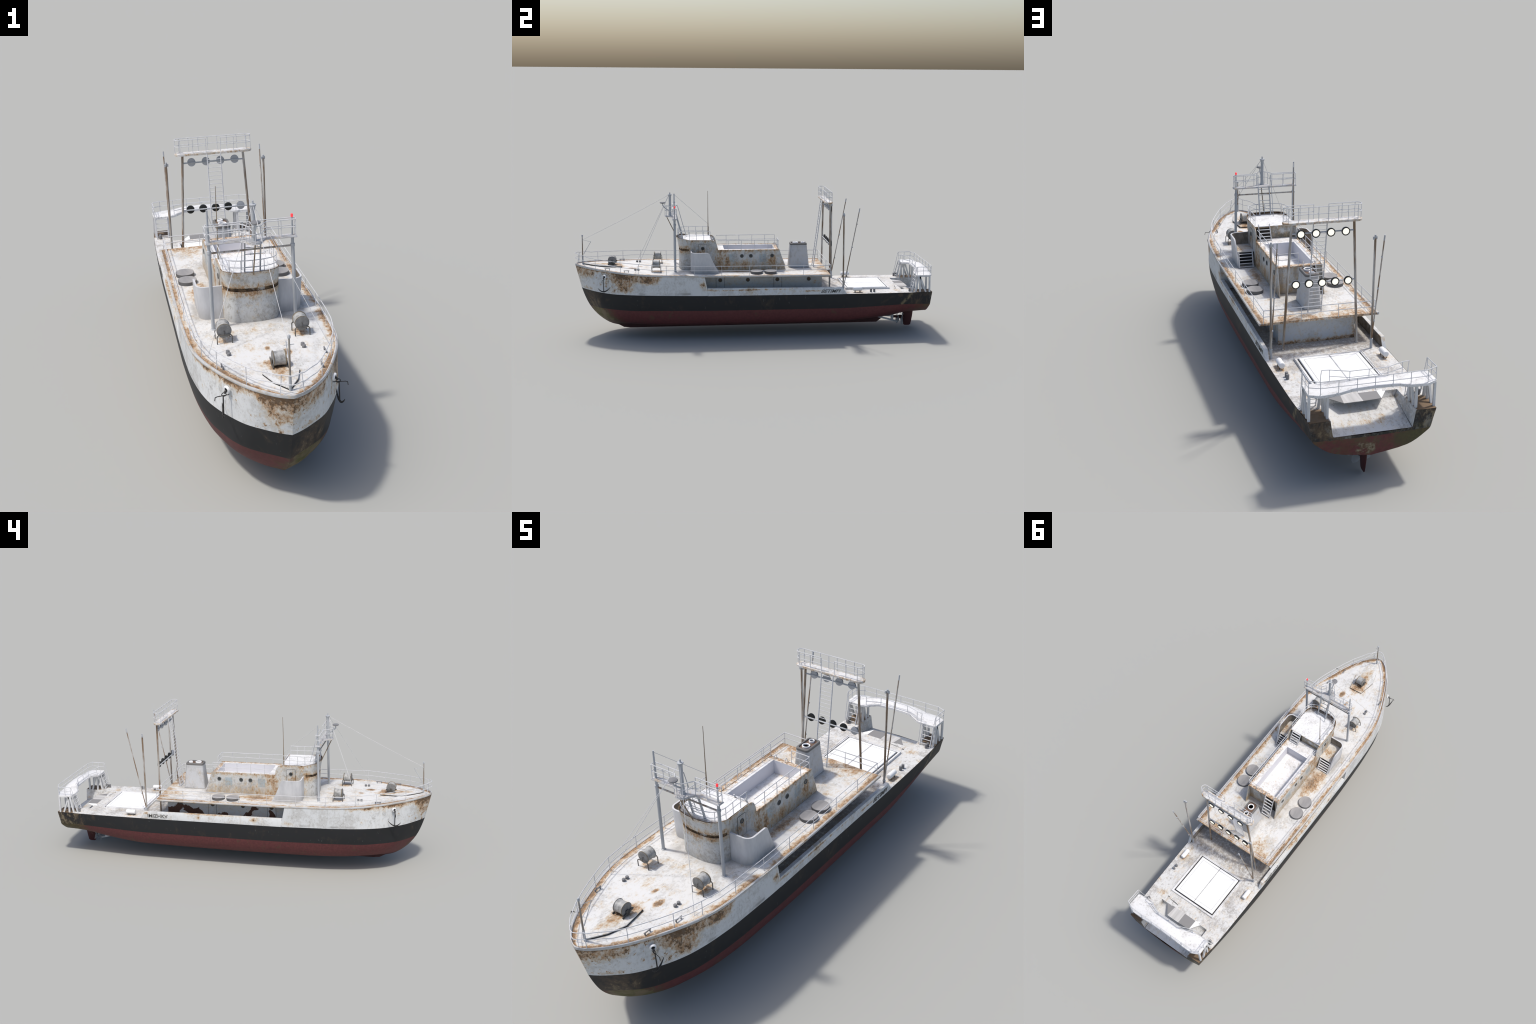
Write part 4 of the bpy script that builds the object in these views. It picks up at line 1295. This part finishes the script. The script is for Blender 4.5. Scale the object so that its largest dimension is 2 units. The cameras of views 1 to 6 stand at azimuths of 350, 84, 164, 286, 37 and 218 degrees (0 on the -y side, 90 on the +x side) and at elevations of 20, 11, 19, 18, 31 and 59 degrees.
# ------------------------------------------------------------------ anchors
def anchor(sgn):
    b = B()
    hx, hy, hz = .1590 * sgn, -.8290, .3545
    nrm = Vector((sgn * .83, -.55, -.12)).normalized()
    b.lathe([(.0112, -.004), (.0112, .0005), (.0098, .0022), (.0066, .0022), (.0056, .0008)], (hx, hy, hz), nrm, 24, 0)
    b.lathe([(.0058, .0009), (0, .0009)], (hx, hy, hz), nrm, 20, 1)
    hs = to_obj("hawse_ring", b.bm, [HAWSE, BLACK], None, angle=40)
    b = B()
    X = lambda x: x * sgn
    b.tube([(X(.160), -.8305, .354), (X(.167), -.834, .3465)], .0035, 8)
    ring = [(X(.1675 + .0065 * math.cos(t)), -.8335, .343 + .0055 * math.sin(t)) for t in [2 * math.pi * i / 12 for i in range(12)]]
    b.tube(ring, .0012, 6, closed=True)
    b.tube([(X(.170), -.834, .340), (X(.1715), -.833, .276)], [.0018, .0023], 8)
    b.tube([(X(.152), -.829, .3385), (X(.188), -.838, .3405), (X(.194), -.8395, .339), (X(.1955), -.840, .329)], .0013, 6)
    crown = Vector((X(.1725), -.8325, .2750))
    e0, e1 = Vector((X(.1700), -.7985, .2985)), Vector((X(.179), -.8635, .2965))
    pts, rad = [], []
    for i in range(13):
        t = i / 12
        q = (1 - t) ** 2 * e0 + 2 * t * (1 - t) * (2 * crown - .5 * (e0 + e1)) + t * t * e1
        pts.append(q)
        rad.append(.0008 + .0026 * math.sin(math.pi * t) ** .8)
    b.tube(pts, rad, 8)
    b.tube([crown, crown + Vector((0, 0, -.005))], [.0024, .0006], 8)
    an = to_obj("anchor", b.bm, ANCH)
    hs.parent = an
anchor(1)
anchor(-1)

# ------------------------------------------------------------------ stern gantry
sg = bpy.data.objects.new("stern_gantry", None)
link(sg, ship)
ARC_F = [(.2215, .905, .343), (.150, .9045, .343), (.128, .9055, .3455), (.078, .930, .3545), (.0, .9305, .357), (-.078, .930, .3545), (-.128, .9055, .3455), (-.150, .9045, .343), (-.2215, .905, .343)]
ARC_A = [(.2235, .978, .343), (.187, .9955, .343), (.128, .997, .3455), (.078, .9965, .3545), (.0, .9965, .357), (-.078, .9965, .3545), (-.128, .997, .3455), (-.187, .9955, .343), (-.2235, .978, .343)]
b = B()
def dz(p, d): return (p[0], p[1], p[2] + d)
rows = []
for f, a in zip(ARC_F, ARC_A):
    m1, m2 = [tuple(Vector(f).lerp(Vector(a), t)) for t in (.03, .97)]
    rows.append([dz(f, -.004), dz(f, .0045), dz(m1, .006), dz(m2, .006), dz(a, .0045), dz(a, -.004)])
V = b.grid(rows, None, True)
b.f(V[0]); b.f(V[-1])
k = N("stern_bridge_paint")
col, v = weather(k, (.70, .70, .70), -.045, .28, 40, (1, 1, 1), .9)
to_obj("stern_bridge", b.bm, k.done(col, .55), sg, angle=38)
b = B()
for sgn in (1, -1):
    for (x0, y0), (x1, y1) in (((.219, .978), (.219, .976)), ((.219, .957), (.219, .921)), ((.219, .924), (.219, .922)), ((.2175, .899), (.218, .914)),
                               ((.1555, .975), (.1555, .974)), ((.1545, .957), (.155, .929)), ((.1535, .924), (.1545, .923)), ((.161, .899), (.160, .914))):
        b.beam((sgn * x0, y0, .2520), (sgn * x1, y1, .3415), .0078, .0085, (0, 1, 0))
to_obj("gantry_leg", b.bm, STERNW, sg, angle=20)
for sgn in (1, -1):
    b = B()
    p0, p1 = Vector((sgn * .189, .879, .253)), Vector((sgn * .189, .9035, .345))
    for q in (-.025, .025):
        b.beam(p0 + Vector((q, 0, 0)), p1 + Vector((q, 0, 0)), .003, .005, (0, 1, 0))
    for i in range(5):
        c = p0.lerp(p1, (i + .6) / 5)
        b.tube([c - Vector((.025, 0, 0)), c + Vector((.025, 0, 0))], .0016, 6)
    to_obj("stern_ladder", b.bm, RAIL, sg)
b = B()
dzr = .049
A_ = [(.2205, .9045, .3455), (.2215, .977, .3455), (.186, .9925, .3455), (.09, .994, .353), (0, .994, .357), (-.09, .994, .353), (-.186, .9925, .3455), (-.2215, .977, .3455), (-.2205, .9045, .3455)]
A_ = [(x, y, .3465) for x, y, z in A_]
for h_, r in ((dzr, RT), (.0265, RR)):
    b.tube([dz(p, h_) for p in A_], r, 6)
for p in ((.2205, .906), (.2212, .94), (.2215, .977), (.186, .9925), (.125, .9935), (.062, .994), (0, .994), (-.062, .994), (-.125, .9935), (-.186, .9925), (-.2215, .977), (-.2212, .94), (-.2205, .906)):
    b.tube([(*p, .347), (*p, .3465 + dzr)], RR, 5)
for sgn in (1, -1):
    b.tube([(sgn * .2205, .9045, .3465 + dzr), (sgn * .2203, .901, .3465 + dzr - .003), (sgn * .2165, .872, .253)], RR, 6)
F_ = [(.1535, .906), (.1285, .9095), (.067, .9345), (-.067, .9345), (-.1285, .9095), (-.1535, .906)]
for h_, r in ((.0455, RT), (.023, RR)):
    q = F_ if h_ > .04 else F_[1:-1]
    b.tube([(x, y, .3475 + h_) for x, y in q], r, 6)
for x, y in F_[1:-1] + [(0, .9345)]:
    b.tube([(x, y, .347), (x, y, .393)], RR, 5)
for sgn in (1, -1):
    b.tube([(sgn * .1535, .906, .393), (sgn * .1545, .904, .3915), (sgn * .155, .899, .372), (sgn * .1535, .886, .254)], RR, 6)
to_obj("stern_railing", b.bm, RAIL, sg)

# ------------------------------------------------------------------ rudder, propellers, shaft brackets
b = B()
secs = [(.118, .882, .9465, .0085), (.085, .8835, .9460, .0083), (.055, .886, .9430, .0070), (.025, .889, .938, .0042), (.006, .892, .934, .0018), (.0005, .900, .926, .0008)]
rows = []
for z, y0, y1, t in secs:
    P = []
    for i in range(16):
        a = 2 * math.pi * i / 16
        P.append((t * math.sin(a), (y0 + y1) / 2 - (y1 - y0) / 2 * math.cos(a), z if True else 0))
    rows.append(P)
V = b.grid(rows, None, True)
b.f(V[0]); b.f(V[-1])
to_obj("rudder", b.bm, RUDR, angle=50)
b = B()
b.lathe([(.004, -.03), (.0075, -.022), (.0075, .012), (.0095, .016), (.0095, .042), (.006, .046)], (0, .846, .054), (0, 1, -.05), 16, 0)
to_obj("propeller_hub", b.bm, PRHUB)
for y, z, ph in ((.8535, .0535, -20), (.8785, .0525, -62)):
    b = B()
    for q in range(4):
        a0 = math.radians(ph + 90 * q)
        rows = []
        for i in range(8):
            t = i / 7
            r = .006 + .0405 * t
            w = .0200 * math.sin(math.pi * min(1, .12 + .80 * t)) ** .7 * (1 if t < .99 else .45)
            row = []
            for s in (-1, -.5, 0, .5, 1):
                ang = a0 + s * w / max(r, .012)
                row.append((r * math.cos(ang), y + s * .0035 * (1 - .3 * t), z + r * math.sin(ang)))
            rows.append(row)
        b.grid(rows)
    bmesh.ops.solidify(b.bm, geom=b.bm.faces[:], thickness=.0012)
    to_obj("propeller", b.bm, PROP, angle=45)
b = B()
for x in (-.007, .007):
    b.beam((x, .735, .0580), (x, .835, .0300), .005, .007)
    b.beam((x, .832, .0305), (x, .853, .0265), .005, .007)
b.box((-.010, .817, .030), (.010, .8285, .072))
b.tube([(0, .76, .062), (0, .846, .055)], .0035, 8)
to_obj("shaft_bracket", b.bm, PROP, hull)

# ------------------------------------------------------------------ name lettering on the bulwarks
def lettering(text, sgn, y0, y1, zc, h, shear):
    cu = bpy.data.curves.new("name_lettering", "FONT")
    cu.body = text
    cu.size = 1
    cu.extrude = 0.02
    cu.shear = shear
    cu.offset = .012
    tmp = bpy.data.objects.new("tmp", cu)
    link(tmp)
    bpy.context.view_layer.update()
    me = bpy.data.meshes.new_from_object(tmp.evaluated_get(bpy.context.evaluated_depsgraph_get()))
    bpy.data.objects.remove(tmp)
    bpy.data.curves.remove(cu)
    co = np.array([v.co[:] for v in me.vertices])
    lo, hi = co.min(0), co.max(0)
    for v in me.vertices:
        u = (v.co.x - lo[0]) / (hi[0] - lo[0])
        w = (v.co.y - lo[1]) / (hi[1] - lo[1])
        # port side reads towards +y, starboard towards -y
        y = y0 + (y1 - y0) * u if sgn > 0 else y1 - (y1 - y0) * u
        x = .2387 + (.0012 if v.co.z > 0 else -.002)
        v.co = (sgn * x, y, zc + (w - .5) * h)
    me.name = "name_lettering"
    me.materials.append(TEXT)
    o = bpy.data.objects.new("name_lettering", me)
    link(o, hull)
lettering("BETIMPI", 1, .358, .470, .2715, .0185, .45)
lettering("IMIZHKV", -1, .349, .462, .2720, .0185, 0.0)
